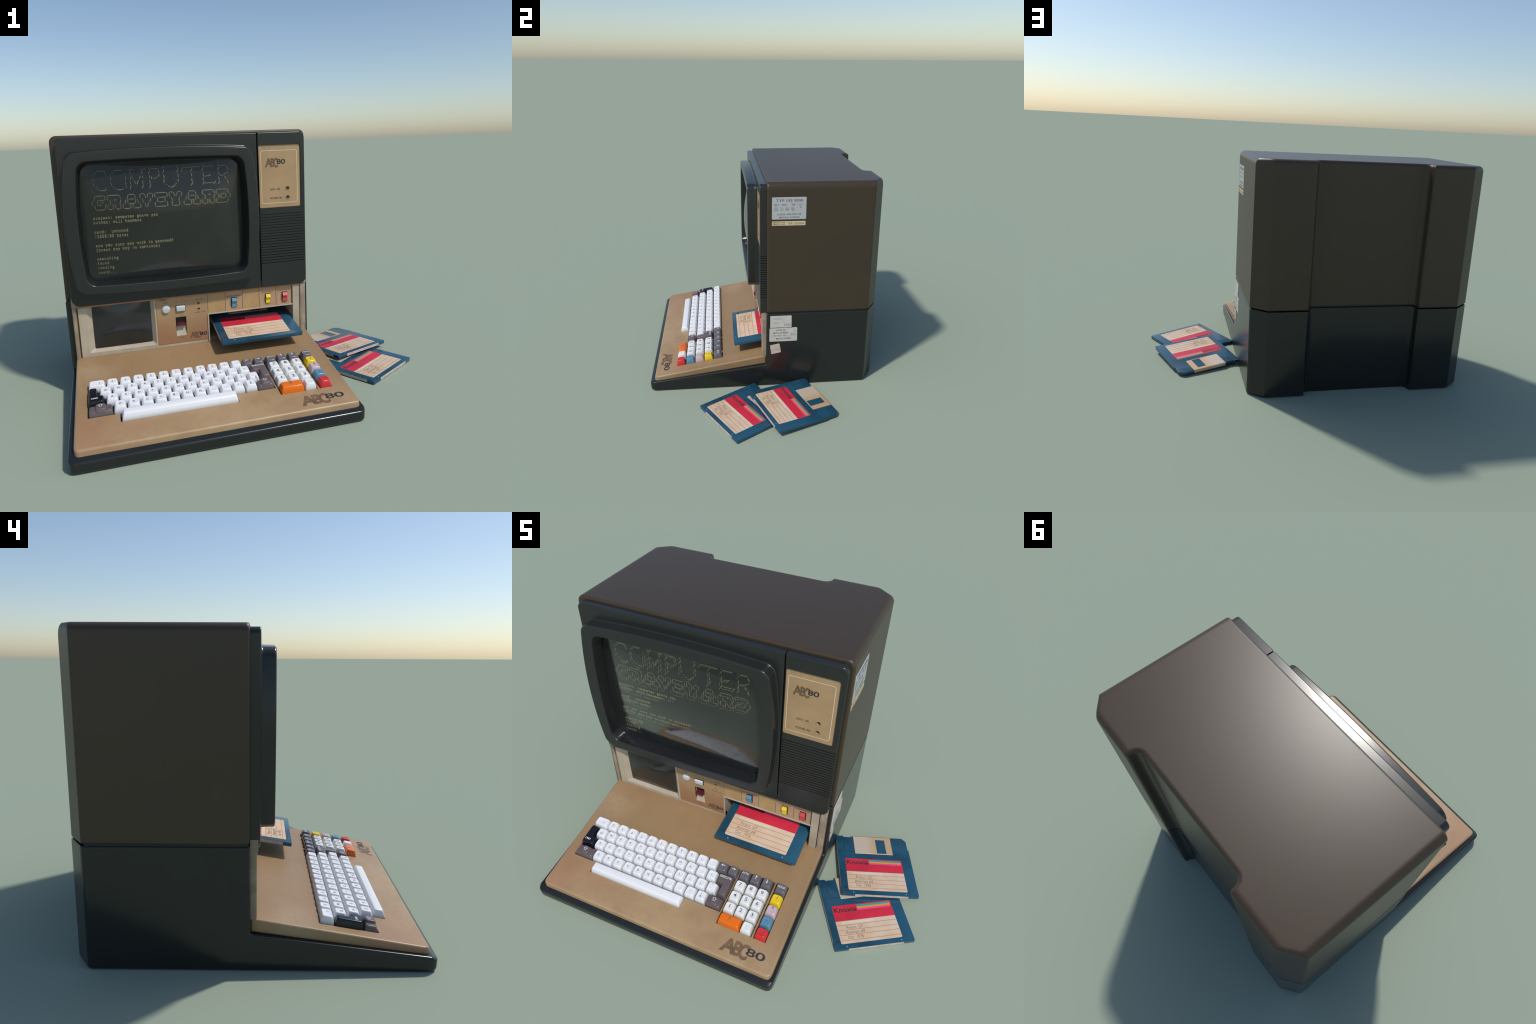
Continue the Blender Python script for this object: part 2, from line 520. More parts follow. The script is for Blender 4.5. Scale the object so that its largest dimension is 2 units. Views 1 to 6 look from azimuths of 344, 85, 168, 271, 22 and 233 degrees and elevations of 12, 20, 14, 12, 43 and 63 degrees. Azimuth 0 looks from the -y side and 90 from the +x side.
# ------------------------------------------------------------------ main sizes (metres)
XL, XR = -1.0, 0.4045            # base left and right
SEAM = 0.555                    # split between the lower and the upper case
TOP = 1.432
YF, YB = -0.776, 0.781          # front nose, back
CH_X, CH_Y = 0.098, 0.072       # rear corner chamfer
THETA = math.atan(0.1704)       # slope of the keyboard deck
CT, ST = math.cos(THETA), math.sin(THETA)
def zdeck(y): return 0.096 + 0.1704 * (y + 0.743)
DECK = Frame((0, -0.743, 0.096), (1, 0, 0), (0, CT, ST))
def on_deck(x, y, h=0.0): return DECK(x, (y + 0.743) / CT, h)
def sdeck(y): return (y + 0.743) / CT

def recess_cutter(z0, z1, lip=0.0):
    """wide shallow channel in the back; `lip` flares it where it meets the top"""
    prof = [(-0.700, 0.80, 0), (-0.700, 0.7825, 0), (-0.6415, 0.7825, 0.020), (-0.6295, 0.722, 0.034), (0.0495, 0.722, 0.034), (0.0595, 0.7825, 0.020), (0.118, 0.7825, 0), (0.118, 0.80, 0)]
    prof = prof[::-1] if poly_area(prof) < 0 else prof
    mb = MB(); rings = []
    levels = [(z0, 0.0)]
    if lip > 0:
        for k in range(6):
            a = k / 5 * math.pi / 2
            levels.append((z1 - lip * (1 - math.sin(a)), lip * (1 - math.cos(a))))
        levels.append((z1 + 0.05, lip))
    else:
        levels.append((z1, 0.0))
    for z, e in levels:
        out = rpoly(prof, 7)
        if e > 0:   # move the channel walls outwards, leave the back plane alone
            n = len(out); moved = []
            for i, p in enumerate(out):
                t = (out[(i + 1) % n] - out[i - 1]).normalized()
                nn = Vector((t.y, -t.x))
                w = 1.0 if p.y < 0.7820 else 0.0
                moved.append(p + nn * e * w)
            out = moved
        rings.append([(p.x, p.y, z) for p in out])
    mb.loft(rings, "shell")
    return mb

def poly_area(c):
    return sum(c[i - 1][0] * c[i][1] - c[i][0] * c[i - 1][1] for i in range(len(c))) / 2

computer = empty("desktop_computer", (-0.298, 0.0, 0.0))
computer["label"] = "brown retro all-in-one desktop computer with yellow-lettered screen and built-in keyboard"
computer["category"] = "vintage computer"

# ------------------------------------------------------------------ lower case with the keyboard wedge
def edge_in(d, R):
    return R - math.sqrt(max(R * R - (R - d) ** 2, 0)) if d < R else 0.0

def base_case():
    mb = MB(); rings = []
    ds = [0, 0.001, 0.003, 0.006, 0.010, 0.016, 0.024, 0.034, CH_X, CH_X + 0.03]
    mid = [XL + 0.35, (XL + XR) / 2, XR - 0.35]
    stations = [(XL + d, d) for d in ds] + [(x, 1) for x in mid] + [(XR - d, d) for d in ds[::-1]]
    for x, d in stations:
        e = edge_in(d, 0.010)
        yb = YB - CH_Y + CH_Y * min(d / CH_X, 1.0)
        yf = YF + edge_in(d, 0.034)
        prof = [(yf + 0.002, 0.0, 0.016), (yb, 0.0, 0.014), (yb, SEAM - 0.004, 0.004), (0.024, SEAM - 0.004, 0.004),
                (0.020, 0.163, 0.012), (-0.748, 0.0665, 0.012), (yf, 0.054, 0.012)]
        rings.append([(x, p.x, p.y) for p in rpoly(inset(prof, e), 5)])
    mb.loft(rings, "base")
    return mb
base = base_case().build("base_case", computer)
slot = MB(); slot.box(-0.236, 0.316, -0.05, 0.36, 0.2, 0.405, "base")
cut(base, [recess_cutter(-0.05, SEAM + 0.05), slot])

# ------------------------------------------------------------------ upper brown housing
def housing():
    mb = MB(); rings = []
    # front outline: rounded upper corners, slight draft towards the top
    xl0, xr0, xl1, xr1 = XL + 0.003, XR, -0.9935, 0.4015
    ys = [0.026, 0.0265, 0.028, 0.031, 0.036, 0.30, YB - CH_Y - 0.008, YB - CH_Y, YB - CH_Y * 0.7, YB - 0.034, YB - 0.024, YB - 0.015, YB - 0.007, YB - 0.002, YB]
    for y in ys:
        c = CH_X * max(0.0, (y - (YB - CH_Y)) / CH_Y)
        e = edge_in(y - 0.026, 0.008)
        t = edge_in(YB - y, 0.024)
        prof = [(xl0 + c, SEAM + 0.004, 0.004), (xr0 - c, SEAM + 0.004, 0.004), (xr1 - c, TOP - t, 0.036 - min(c * 0.15, 0.012)), (xl1 + c, TOP - t, 0.036 - min(c * 0.15, 0.012))]
        rings.append([(p.x, y, p.y) for p in rpoly(inset(prof, e), 8, 1)])
    mb.loft(rings, "shell")
    return mb
shell = housing().build("monitor_housing", computer)
cut(shell, [recess_cutter(SEAM - 0.1, TOP + 0.0005, 0.020)])
gap = MB()   # dark line of the seam, set back between the two cases
gap.loft([[(p.x, p.y, z) for p in rpoly([(XL + 0.006, 0.03, 0), (XR - 0.006, 0.03, 0), (XR - 0.006, 0.70, 0), (XR - 0.105, 0.712, 0), (-0.91, 0.712, 0), (XL + 0.006, 0.70, 0)], 2)] for z in (SEAM - 0.01, SEAM + 0.01)], "black")
gap.build("seam_gasket", computer)

# ------------------------------------------------------------------ stickers on the right side
st = MB(); fr = side_right(0.3995)
def tilt(fr, pts):  # stickers are slim plates
    pass
def shell_x(z): return XR + (0.4015 - XR) * (z - SEAM) / (TOP - SEAM)
fs_ = Frame((shell_x(1.1) , 0, 1.1), (0, 1, 0), (-0.0034, 0, 1))
st.prism(fs_, rect(0.056, 0.271, 0.1015, 0.243, 0.004), -0.001, 0.0018, "sticker", 0.0005)
st.text_c(fs_, "TYP 193 9590", 0.166, 0.222, 0.016, "ink_grey", 0.0022, 0.012, 1.25)
st.text(fs_, "220V", 0.066, 0.097, 0.190, 0.010, "ink_grey", 0.0022, 0.01)
st.stroke(fs_, [(0.101, 0.196), (0.104, 0.198), (0.108, 0.195), (0.112, 0.196)], 0.0014, "ink_grey", 0.0022)
st.text(fs_, "50Hz", 0.118, 0.148, 0.190, 0.010, "ink_grey", 0.0022, 0.01)
st.text(fs_, "SEK", 0.179, 0.203, 0.191, 0.010, "ink_grey", 0.0022, 0.01)
st.text(fs_, "+", 0.210, 0.216, 0.191, 0.010, "ink_light", 0.0022)
st.text(fs_, "16V", 0.222, 0.245, 0.191, 0.010, "ink_grey", 0.0022)
st.stroke(fs_, [(0.248, 0.199), (0.262, 0.199)], 0.001, "ink_light", 0.0022)
st.text(fs_, "+", 0.210, 0.216, 0.174, 0.010, "ink_light", 0.0022)
st.text(fs_, "9V", 0.229, 0.245, 0.174, 0.010, "ink_grey", 0.0022)
for k, (cx, ch, ink) in enumerate(((0.081, "", "ink_grey"), (0.116, "S", "ink_light"), (0.151, "D", "ink_grey"), (0.186, "N", "ink_grey"))):
    if not ch:
        for q in (0.0105, 0.005):
            st.stroke(fs_, [(cx - q, 0.168 - q), (cx + q, 0.168 - q), (cx + q, 0.168 + q), (cx - q, 0.168 + q)], 0.0013, ink, 0.0022, True)
    else:
        st.stroke(fs_, [(cx + 0.0105 * math.cos(a * math.pi / 9), 0.168 + 0.0105 * math.sin(a * math.pi / 9)) for a in range(18)], 0.0013, ink, 0.0022, True)
        st.text_c(fs_, ch, cx, 0.168, 0.011, ink, 0.0024)
st.text(fs_, "LUXOR  INDUSTRI  AB", 0.091, 0.238, 0.1295, 0.010, "ink_grey", 0.0022, 0.012)
st.text(fs_, "MOTALA  SWEDEN", 0.101, 0.229, 0.1095, 0.010, "ink_grey", 0.0022, 0.012)
st.build("type_label", shell, smooth=0)
st = MB()
st.prism(fs_, rect(0.056, 0.268, 0.0605, 0.089, 0.003), -0.001, 0.0018, "sticker_tan", 0.0005)
st.text(fs_, "SERIEN-NR.", 0.060, 0.142, 0.0765, 0.0085, "ink_faint", 0.0022)
st.text(fs_, "SERIAL-NO.", 0.060, 0.142, 0.0645, 0.0085, "ink_faint", 0.0022)
st.text(fs_, "X9- 202026", 0.156, 0.259, 0.0685, 0.012, "ink_grey", 0.0022)
st.build("serial_label", shell, smooth=0)
fb = side_right(XR)
st = MB()
st.prism(fb, [(0.047, 0.446, 0.004), (0.192, 0.448, 0.004), (0.191, 0.534, 0.004), (0.048, 0.534, 0.004)], -0.001, 0.0016, "sticker_warm", 0.0005)
st.text(fb, "Chassinr.", 0.070, 0.123, 0.509, 0.010, "ink_light", 0.002)
st.text(fb, "9273", 0.071, 0.105, 0.475, 0.011, "ink_light", 0.002)
st.text(fb, "3 0 6 7", 0.140, 0.190, 0.460, 0.014, "ink_purple", 0.002, 0.01)
st.build("chassis_sticker", base, smooth=0)
st = MB()
st.prism(fb, [(0.041, 0.342, 0.005), (0.231, 0.342, 0.005), (0.230, 0.444, 0.005), (0.043, 0.442, 0.005)], -0.001, 0.0016, "sticker_warm", 0.0005)
st.text(fb, "LUXOR  AB", 0.087, 0.148, 0.422, 0.011, "ink_grey", 0.002, 0.01)
st.text(fb, "MOTALA SWEDEN", 0.068, 0.168, 0.401, 0.011, "ink_grey", 0.002, 0.012)
st.text(fb, "TYPE 100001  SER. 1", 0.060, 0.162, 0.381, 0.009, "ink_grey", 0.002)
st.text(fb, "MADE IN SWEDEN", 0.087, 0.187, 0.358, 0.011, "ink_grey", 0.002, 0.012)
for cx, cz, ch in ((0.214, 0.420, "I"), (0.194, 0.393, "D"), (0.213, 0.393, "S")):
    st.stroke(fb, [(cx + 0.008 * math.cos(a * math.pi / 8), cz + 0.0095 * math.sin(a * math.pi / 8)) for a in range(16)], 0.0012, "ink_light", 0.002, True)
    st.text_c(fb, ch, cx, cz, 0.010, "ink_light", 0.0022)
st.build("maker_sticker", base, smooth=0)
st = MB()
st.prism(fb, [(0.055, 0.245, 0.006), (0.122, 0.258, 0.006), (0.111, 0.326, 0.006), (0.046, 0.313, 0.006)], -0.001, 0.0016, "sticker_pink", 0.0005)
f5 = Frame((XR, 0.055, 0.245), (0, 0.982, 0.19), (0, -0.19, 0.982))
st.text(f5, "C", 0.006, 0.012, 0.050, 0.009, "ink_light", 0.002)
st.text(f5, "00-191472", 0.004, 0.062, 0.023, 0.009, "ink_light", 0.002)
st.build("small_sticker", base, smooth=0)

# ------------------------------------------------------------------ bezel round the picture tube
def barrel(x0, x1, z0, z1, bx, bz, r, arc=7, edge=11):
    xc, zc, hx, hz = (x0 + x1) / 2, (z0 + z1) / 2, (x1 - x0) / 2, (z1 - z0) / 2
    out = []
    for p in rpoly(rect(x0, x1, z0, z1, r), arc, edge):
        u, v = (p.x - xc) / hx, (p.y - zc) / hz
        out.append(Vector((p.x + bx * u * (1 - v * v), p.y + bz * v * (1 - u * u))))
    return out

def at_y(pts, y): return [(p.x, y, p.y) for p in pts]

SPLIT = 0.1035
bz_c = [(-0.966, 0.524, 0.050), (SPLIT - 0.0015, 0.5215, 0.002), (SPLIT - 0.0015, 1.417, 0.002), (-0.964, 1.418, 0.030)]
mb = MB(); rings = []
rings.append(at_y(rpoly(bz_c, 7, 11), 0.040))
for k in range(5):
    a = k / 4 * math.pi / 2
    R = 0.006
    rings.append(at_y(rpoly(inset(bz_c, R * (1 - math.cos(a))), 7, 11), -0.018 + R * (1 - math.sin(a))))
ring_o = dict(x0=-0.920, x1=0.055, z0=0.602, z1=1.344, bx=0.036, bz=0.018, r=0.040)
rings.append(at_y(barrel(**{**ring_o, "x0": -0.9215, "x1": 0.0565, "z0": 0.6005, "z1": 1.3455}), -0.018))
rings.append(at_y(barrel(**ring_o), -0.011))
rings.append(at_y(barrel(-0.86, 0.0, 0.66, 1.28, 0.02, 0.013, 0.04), -0.011))
rings.append(at_y(barrel(-0.86, 0.0, 0.66, 1.28, 0.02, 0.013, 0.04), 0.040))
mb.loft(rings + [rings[0]], "bezel", False, False)
bezel = mb.build("screen_bezel", computer)

mb = MB(); rings = []
o = ring_o
YR = -0.079
rings.append(at_y(barrel(**o), -0.010))
def grow(d, k=1.0): return dict(x0=o["x0"] + d, x1=o["x1"] - d, z0=o["z0"] + d, z1=o["z1"] - d, bx=o["bx"], bz=o["bz"], r=o["r"])
rings[-1] = at_y(barrel(**grow(-0.0050)), -0.0176)
rings.append(at_y(barrel(**grow(-0.0030)), -0.0184))
rings.append(at_y(barrel(**grow(-0.0010)), -0.0205))
rings.append(at_y(barrel(**grow(0.0003)), -0.0245))
rings.append(at_y(barrel(**grow(0.001)), -0.034))
for k in range(6):
    a = k / 5 * math.pi / 2
    rings.append(at_y(barrel(**grow(0.002 + 0.0080 * (1 - math.cos(a)))), YR + 0.0080 * (1 - math.sin(a))))
def opening(d): return at_y
def op(d, y): return at_y(barrel(-0.868 + d, 0.006 - d, 0.646 + d, 1.297 - d, 0.021, 0.009, 0.045), y)
rings.append(op(-0.004, YR))
nfront = len(rings)
rings.append(op(-0.001, YR + 0.001)); rings.append(op(0.002, YR + 0.005))
mb.loft(rings, "bezel", False, False)
rings2 = [rings[-1], op(0.008, -0.045), op(0.015, -0.010), op(0.018, 0.034)]
mb.loft(rings2, "funnel", False, False)
surround = mb.build("screen_surround", computer, recalc=False)
def flip_if(ob, test_dir):  # point normals of an open shell outwards (front faces to -y)
    me = ob.data
    s = sum(p.normal.y * p.area for p in me.polygons)
    if (s > 0) == (test_dir < 0): me.flip_normals()
flip_if(surround, -1)

# picture tube: dark back plate, floating phosphor lettering, bulging front glass
tube = MB()
tube.loft([at_y(barrel(-0.862, 0.0, 0.650, 1.285, 0.02, 0.012, 0.04), y) for y in (0.034, 0.022)], "tube")
tube_ob = tube.build("picture_tube", computer)
gl = MB(); rings = []
edge_pts = barrel(-0.852, -0.010, 0.662, 1.274, 0.0205, 0.011, 0.045)
cx, cz = -0.431, 0.968
for t in (1.0, 0.98, 0.95, 0.91, 0.86, 0.80, 0.73, 0.65, 0.57, 0.48, 0.39, 0.30, 0.21, 0.13, 0.06, 0.02):
    ring = []
    for p in edge_pts:
        u, v = (p.x - cx) / 0.4415 * t, (p.y - cz) / 0.317 * t
        bulge = max(0.0, 1 - u * u) * max(0.0, 1 - v * v)
        ring.append((cx + (p.x - cx) * t, -0.012 - 0.065 * bulge, cz + (p.y - cz) * t))
    rings.append(ring)
gl.loft(rings, "glass", False, True)
glass = gl.build("screen_glass", computer, recalc=False, weighted=False)
flip_if(glass, -1)

# words on the screen
txt = MB(); ft = front(-0.006)
W = 0.0023
ART = dict(
 C="3.1 .3 6 .3;6 .4 6.6 1.7;2.5 .8 2.8 1.1;1.4 1.3 1.7 1.6;1.6 2.3 1.6 3.1;1.5 3.8 1.7 4.5;2.4 5 2.7 5.2;3.3 5.6 3.5 5.8;3.9 6 6 6;6 5.8 6.3 5.5",
 O="9.7 .3 12.5 .3;9 .7 9.3 1.2;8.2 1.2 8.3 1.5;8.2 2.2 8.4 3.1;8.2 3.7 8.4 4.6;9 5 9.3 5.3;9.9 5.6 10.2 5.8;10.7 6 12.4 6;12.8 5.8 13 5.6;13.9 1.2 14 1.6;14 2.2 14 3.1;13.9 3.7 14 4.6;13.9 4.9 14 5.5",
 M="15.4 .3 17.3 .3;15.9 .7 15.9 1.6;15.8 2.4 15.9 3.2;15.8 3.8 15.8 4.5;16 4.9 15.5 5.9;16.4 2.1 16.9 3;17.3 3.5 17.8 4.5;18.3 4.6 18.9 3.5;19.3 3.1 19.9 2.2;20.3 .3 22 .3;20.5 .7 20.6 1.5;20.6 2.2 20.7 2.9;20.6 3.6 20.6 4.5;20.8 4.9 20.2 5.9",
 P="23.5 -.1 23.4 .2;23.9 .3 26.8 .3;23.6 .7 23.1 1.7;23.4 2.2 23.5 3;23.4 3.7 23.4 4.7;23.7 4.9 23.1 5.9;26.9 .7 27.3 1.5;27.3 2 26.9 2.7;24.3 2.6 24.1 3.3;24.9 3.2 25.7 3.1;26 2.9 26.4 2.8",
 U="29.2 -.1 29 .2;29.3 .7 28.8 1.6;29.1 2.2 29.1 3.3;29.1 3.6 29 4.6;30 5.1 30.2 5.2;30.7 5.8 31.1 5.6;31.5 6.1 32.4 6;32.5 6 33.4 5.4;33.7 5.2 34 5;34.7 3.7 34.8 4.5;34.8 2.2 34.9 3.1;35.1 .6 34.4 1.6;34.9 -.1 34.7 .2",
 T="37.2 .3 43.8 .3;36.9 .6 36.4 1.3;40.7 .8 40 1.7;40.4 2.1 40.4 3.1;40.4 3.7 40.4 4.6;40.8 4.9 39.9 5.9",
 E="45.3 -.1 45.1 .1;45.7 .3 49.5 .3;45.5 .6 44.7 1.7;45.2 2.3 45.3 3.3;45.7 3.3 47.6 3.2;47.7 3.2 48.2 2.9;45.1 3.7 45.1 4.5;45.5 4.9 44.8 5.8;45.7 5.4 49.3 5.4;50.3 5 49.6 5.8",
 R="51.8 -.1 51.6 .2;52.5 .3 55.1 .3;52.2 .6 51.3 1.6;55.4 .7 55.9 1.6;51.8 2.2 51.9 3;54.3 2.8 55.8 2.4;52.3 3.3 54.1 3.2;51.7 3.7 51.8 4.6;52 5 51.5 5.8;54.3 3.6 54.9 4.4;55.3 4.8 55.8 5.8")
for L in ART:
    for s in ART[L].split(";"):
        a, b, c, d = map(float, s.split())
        txt.stroke(ft, [(-0.815 + a * 0.0134, 1.250 - b * 0.0178), (-0.815 + c * 0.0134, 1.250 - d * 0.0178)], W, "phosphor_dim")
ROWS = ["  ___  ____    __   _  _  ____  _  _    __    ____  ____ ",
        " / __)(  _ \\  /__\\ ( \\/ )( ___)( \\/ )  /__\\  (  _ \\(  _ \\",
        "( (_-. )   / /(__)\\ \\  /  )__)  \\  /  /(__)\\  )   / )(_) )",
        " \\___/(_)\\_)(__)(__) \\/  (____) (__) (__)(__)(_)\\_)(____/"]
GL = {"_": [(.06, 0, .94, 0)], "/": [(.25, .12, .75, .9)], "\\": [(.25, .9, .75, .12)], "-": [(.2, .5, .8, .5)], ".": [(.4, .05, .6, .05)],
      "(": [(.62, .95, .42, .7), (.42, .7, .42, .3), (.42, .3, .62, .05)], ")": [(.38, .95, .58, .7), (.58, .7, .58, .3), (.58, .3, .38, .05)]}
cw, rh = 0.0131, 0.0247
for r, row in enumerate(ROWS):
    for c, ch in enumerate(row):
        for a, b, d, e in GL.get(ch, []):
            X, Z = -0.815 + c * cw, 1.1155 - r * rh
            txt.stroke(ft, [(X + a * cw, Z + b * rh), (X + d * cw, Z + e * rh)], 0.0022, "phosphor_dim")
LINES = [(0.9985, "project: computer grave yar"), (0.975, "author: will hermans"), (0.9235, "card:  unnamed"), (0.899, "12502150 bytes"),
         (0.850, "are you sure you wish to proceed?"), (0.826, "(press any key to continue)"), (0.777, "searching"), (0.752, "found"), (0.7275, "loading"), (0.701, "ready...")]
tw = 0.01268
for z, s in LINES:
    for i, ch in enumerate(s):
        if ch == " ": continue
        w = min(glyphs(ch, 0.006)[2] * 0.0145 / CAP * 1.05, tw * 0.92)
        xc = -0.807 + i * tw
        txt.text(ft, ch, xc - w / 2, xc + w / 2, z - 0.006, 0.0145, "phosphor", 0, 0.011)
        if ch in "iljr":   # slab feet of the typewriter face
            txt.stroke(ft, [(xc - 0.0042, z - 0.0055), (xc + 0.0042, z - 0.0055)], 0.0016, "phosphor", 0.0002)
scr = txt.build("screen_text", computer, smooth=0, recalc=False)
scr["kind"] = "stuff"
ghost = MB()   # reflection of the words in the glass, modelled as a dim glowing copy
def inside_glass(v):
    u, w = (v[0] - cx) / 0.4415, (v[2] - cz) / 0.317
    b = max(0.0, 1 - u * u) * max(0.0, 1 - w * w)
    return -0.006 - 0.024 * min(1.0, 1.6 * b)
ghost.add([(v[0], inside_glass(v), v[2]) for v in txt.v], txt.f, "phosphor_ghost")
gh = ghost.build("screen_text_ghost", computer, smooth=0, recalc=False)
gh["kind"] = "stuff"

# ------------------------------------------------------------------ control column right of the tube
mb = MB()
cc = [(SPLIT + 0.0025, 0.5215, 0.002), (0.386, 0.5215, 0.040), (0.386, 1.418, 0.034), (SPLIT + 0.0025, 1.418, 0.002)]
rings = [at_y(rpoly(cc, 8, 2), 0.040)]
for k in range(5):
    a = k / 4 * math.pi / 2
    rings.append(at_y(rpoly(inset(cc, 0.006 * (1 - math.cos(a))), 8, 2), -0.018 + 0.006 * (1 - math.sin(a))))
mb.loft(rings, "bezel")
column = mb.build("control_column", computer)
cut_mb = MB()
cut_mb.box(0.1102, 0.3605, -0.05, -0.0125, 0.9905, 1.3485, "bezel", r=0.012)
gro = []
N = 19
for k in range(N):
    z = 0.667 + k * (0.954 - 0.667) / (N - 1)
    g_ = MB()
    L = [(0.09, -0.05), (0.42, -0.05), (0.42, 0.03), (0.3775, 0.03), (0.3775, -0.0070), (0.09, -0.0070)]
    g_.loft([[(p[0], p[1], z - 0.0022) for p in L], [(p[0], p[1], z + 0.0022) for p in L]], "bezel")
    gro.append(g_)
allg = MB()
for g_ in gro: allg.add(g_.v, g_.f, "bezel")
cut(column, [cut_mb, allg])

mb = MB(); fp = front(-0.0130)
mb.box(0.1110, 0.3598, -0.0130, 0.0, 0.9912, 1.3478, "plate", 0.0015, 0.010)
for q in ((0.124, 0.3405, 1.0175, 1.3155),):
    pts = rpoly(rect(*q, 0.010), 5)
    mb.stroke(fp, pts, 0.0032, "line", 0.0004, True)
plate = mb.build("name_plate", column)

def logo(fr, x0, x1, y0, h, z, inkA="ink_brown", inkN="ink"):
    """overlapping bold A, B, C followed by wide digits"""
    m = MB(); w = x1 - x0
    m.text(fr, "A", x0, x0 + 0.35 * w, y0, h, inkA, z, 0.042)
    m.text(fr, "B", x0 + 0.28 * w, x0 + 0.475 * w, y0, h, inkA, z + 0.00025, 0.042)
    m.text(fr, "C", x0 + 0.42 * w, x0 + 0.64 * w, y0 - 0.06 * h, h * 1.06, inkA, z + 0.0005, 0.042)
    m.stroke(fr, [(x0 + 0.20 * w, y0 + h), (x0 + 0.34 * w, y0)], 0.016 * h, "ink_faint", z + 0.0008)
    m.stroke(fr, [(x0 + 0.435 * w, y0 + 0.05 * h), (x0 + 0.435 * w, y0 + h)], 0.016 * h, "ink_faint", z + 0.0008)
    m.text(fr, "8", x0 + 0.575 * w, x0 + 0.775 * w, y0 + 0.32 * h, h * 0.56, inkN, z + 0.0010, 0.012)
    m.text(fr, "0", x0 + 0.785 * w, x1, y0 + 0.32 * h, h * 0.56, inkN, z + 0.0010, 0.012)
    return m
logo(fp, 0.148, 0.270, 1.226, 0.045, 0.0005).build("logo", column, smooth=0, recalc=False)
mb = MB()
mb.text(fp, "DATA  ON", 0.175, 0.234, 1.091, 0.011, "ink", 0.0005, 0.01)
mb.text(fp, "POWER ON", 0.175, 0.246, 1.040, 0.011, "ink", 0.0005, 0.01)
mb.text(fp, "Vc 2", 0.128, 0.182, 1.324, 0.018, "scribble", 0.0005, -0.012, 0.2)
mb.build("plate_print", column, smooth=0, recalc=False)
for zc in (1.099, 1.047):
    h_ = MB(); h_.cone(fp, 0.2815, zc, [(0.0108, -0.011), (0.0108, 0.02)], "black"); cut(plate, [h_])
    h_ = MB(); h_.cone(fp, 0.2815, zc, [(0.0112, -0.012), (0.0112, 0.02)], "black"); cut(column, [h_])
    s = MB()
    s.cone(fp, 0.2815, zc, [(0.0145, 0.0002), (0.0138, 0.0014), (0.0122, 0.0016), (0.0105, 0.0008), (0.0088, -0.010)], "socket", 24, False)
    s.cone(fp, 0.2815, zc, [(0.0042, -0.0098), (0.0040, -0.0060)], "black")
    s.build("indicator_socket", column)

# ------------------------------------------------------------------ lower front panel
PY = 0.003
mb = MB()
# bevelled frame round the small screen
def rr(x0, x1, z0, z1, r, y): return at_y(rpoly(rect(x0, x1, z0, z1, r), 4), y)
mb.loft([rr(-0.940, -0.521, 0.222, 0.56, 0.003, 0.0235), rr(-0.940, -0.521, 0.222, 0.56, 0.003, 0.001), rr(-0.937, -0.5235, 0.225, 0.557, 0.003, -0.001),
         rr(-0.898, -0.528, 0.247, 0.535, 0.006, -0.001), rr(-0.894, -0.531, 0.250, 0.532, 0.008, 0.002), rr(-0.868, -0.549, 0.262, 0.520, 0.008, 0.0195), rr(-0.868, -0.549, 0.262, 0.520, 0.008, 0.0235)], "beige", False, False)
mb.box(-0.522, -0.2215, 0.0055, 0.0235, 0.222, 0.56, "beige", 0.002)
mb.box(-0.2205, 0.302, -0.002, 0.0235, 0.3885, 0.3955, "beige", 0.001)
mb.box(-0.2205, 0.302, 0.008, 0.0235, 0.392, 0.56, "beige", 0.001)
mb.box(0.302, 0.344, -0.004, 0.0235, 0.222, 0.56, "beige", 0.002)
mb.box(-0.2265, -0.2185, -0.002, 0.0235, 0.222, 0.3955, "beige", 0.001)
frame = mb.build("panel_frame", computer)
mb = MB()
scr_pts = rpoly(rect(-0.872, -0.545, 0.258, 0.53, 0.01), 4, 5)
rings = []
for t in (1.0, 0.96, 0.9, 0.82, 0.72, 0.6, 0.48, 0.36, 0.24, 0.12, 0.04):
    ring = []
    for p in scr_pts:
        u, v = (p.x + 0.7085) / 0.1635 * t, (p.y - 0.394) / 0.136 * t
        ring.append((-0.7085 + (p.x + 0.7085) * t, 0.0200 - 0.022 * max(0.0, 1 - u * u) * max(0.0, 1 - v * v), 0.394 + (p.y - 0.394) * t))
    rings.append(ring)
mb.loft(rings, "mini", False, True)
mini = mb.build("small_screen", frame, recalc=False, weighted=False); flip_if(mini, -1)

mb = MB()
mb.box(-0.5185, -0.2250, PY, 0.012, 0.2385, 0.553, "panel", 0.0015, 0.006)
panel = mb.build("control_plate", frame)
leverhole = MB(); leverhole.box(-0.4125, -0.3515, -0.02, 0.0225, 0.2795, 0.394, "black")
cut(panel, [leverhole]); cut(frame, [leverhole])
mb = MB()
mb.box(-0.4125, -0.3515, 0.0215, 0.0232, 0.279, 0.3945, "black")
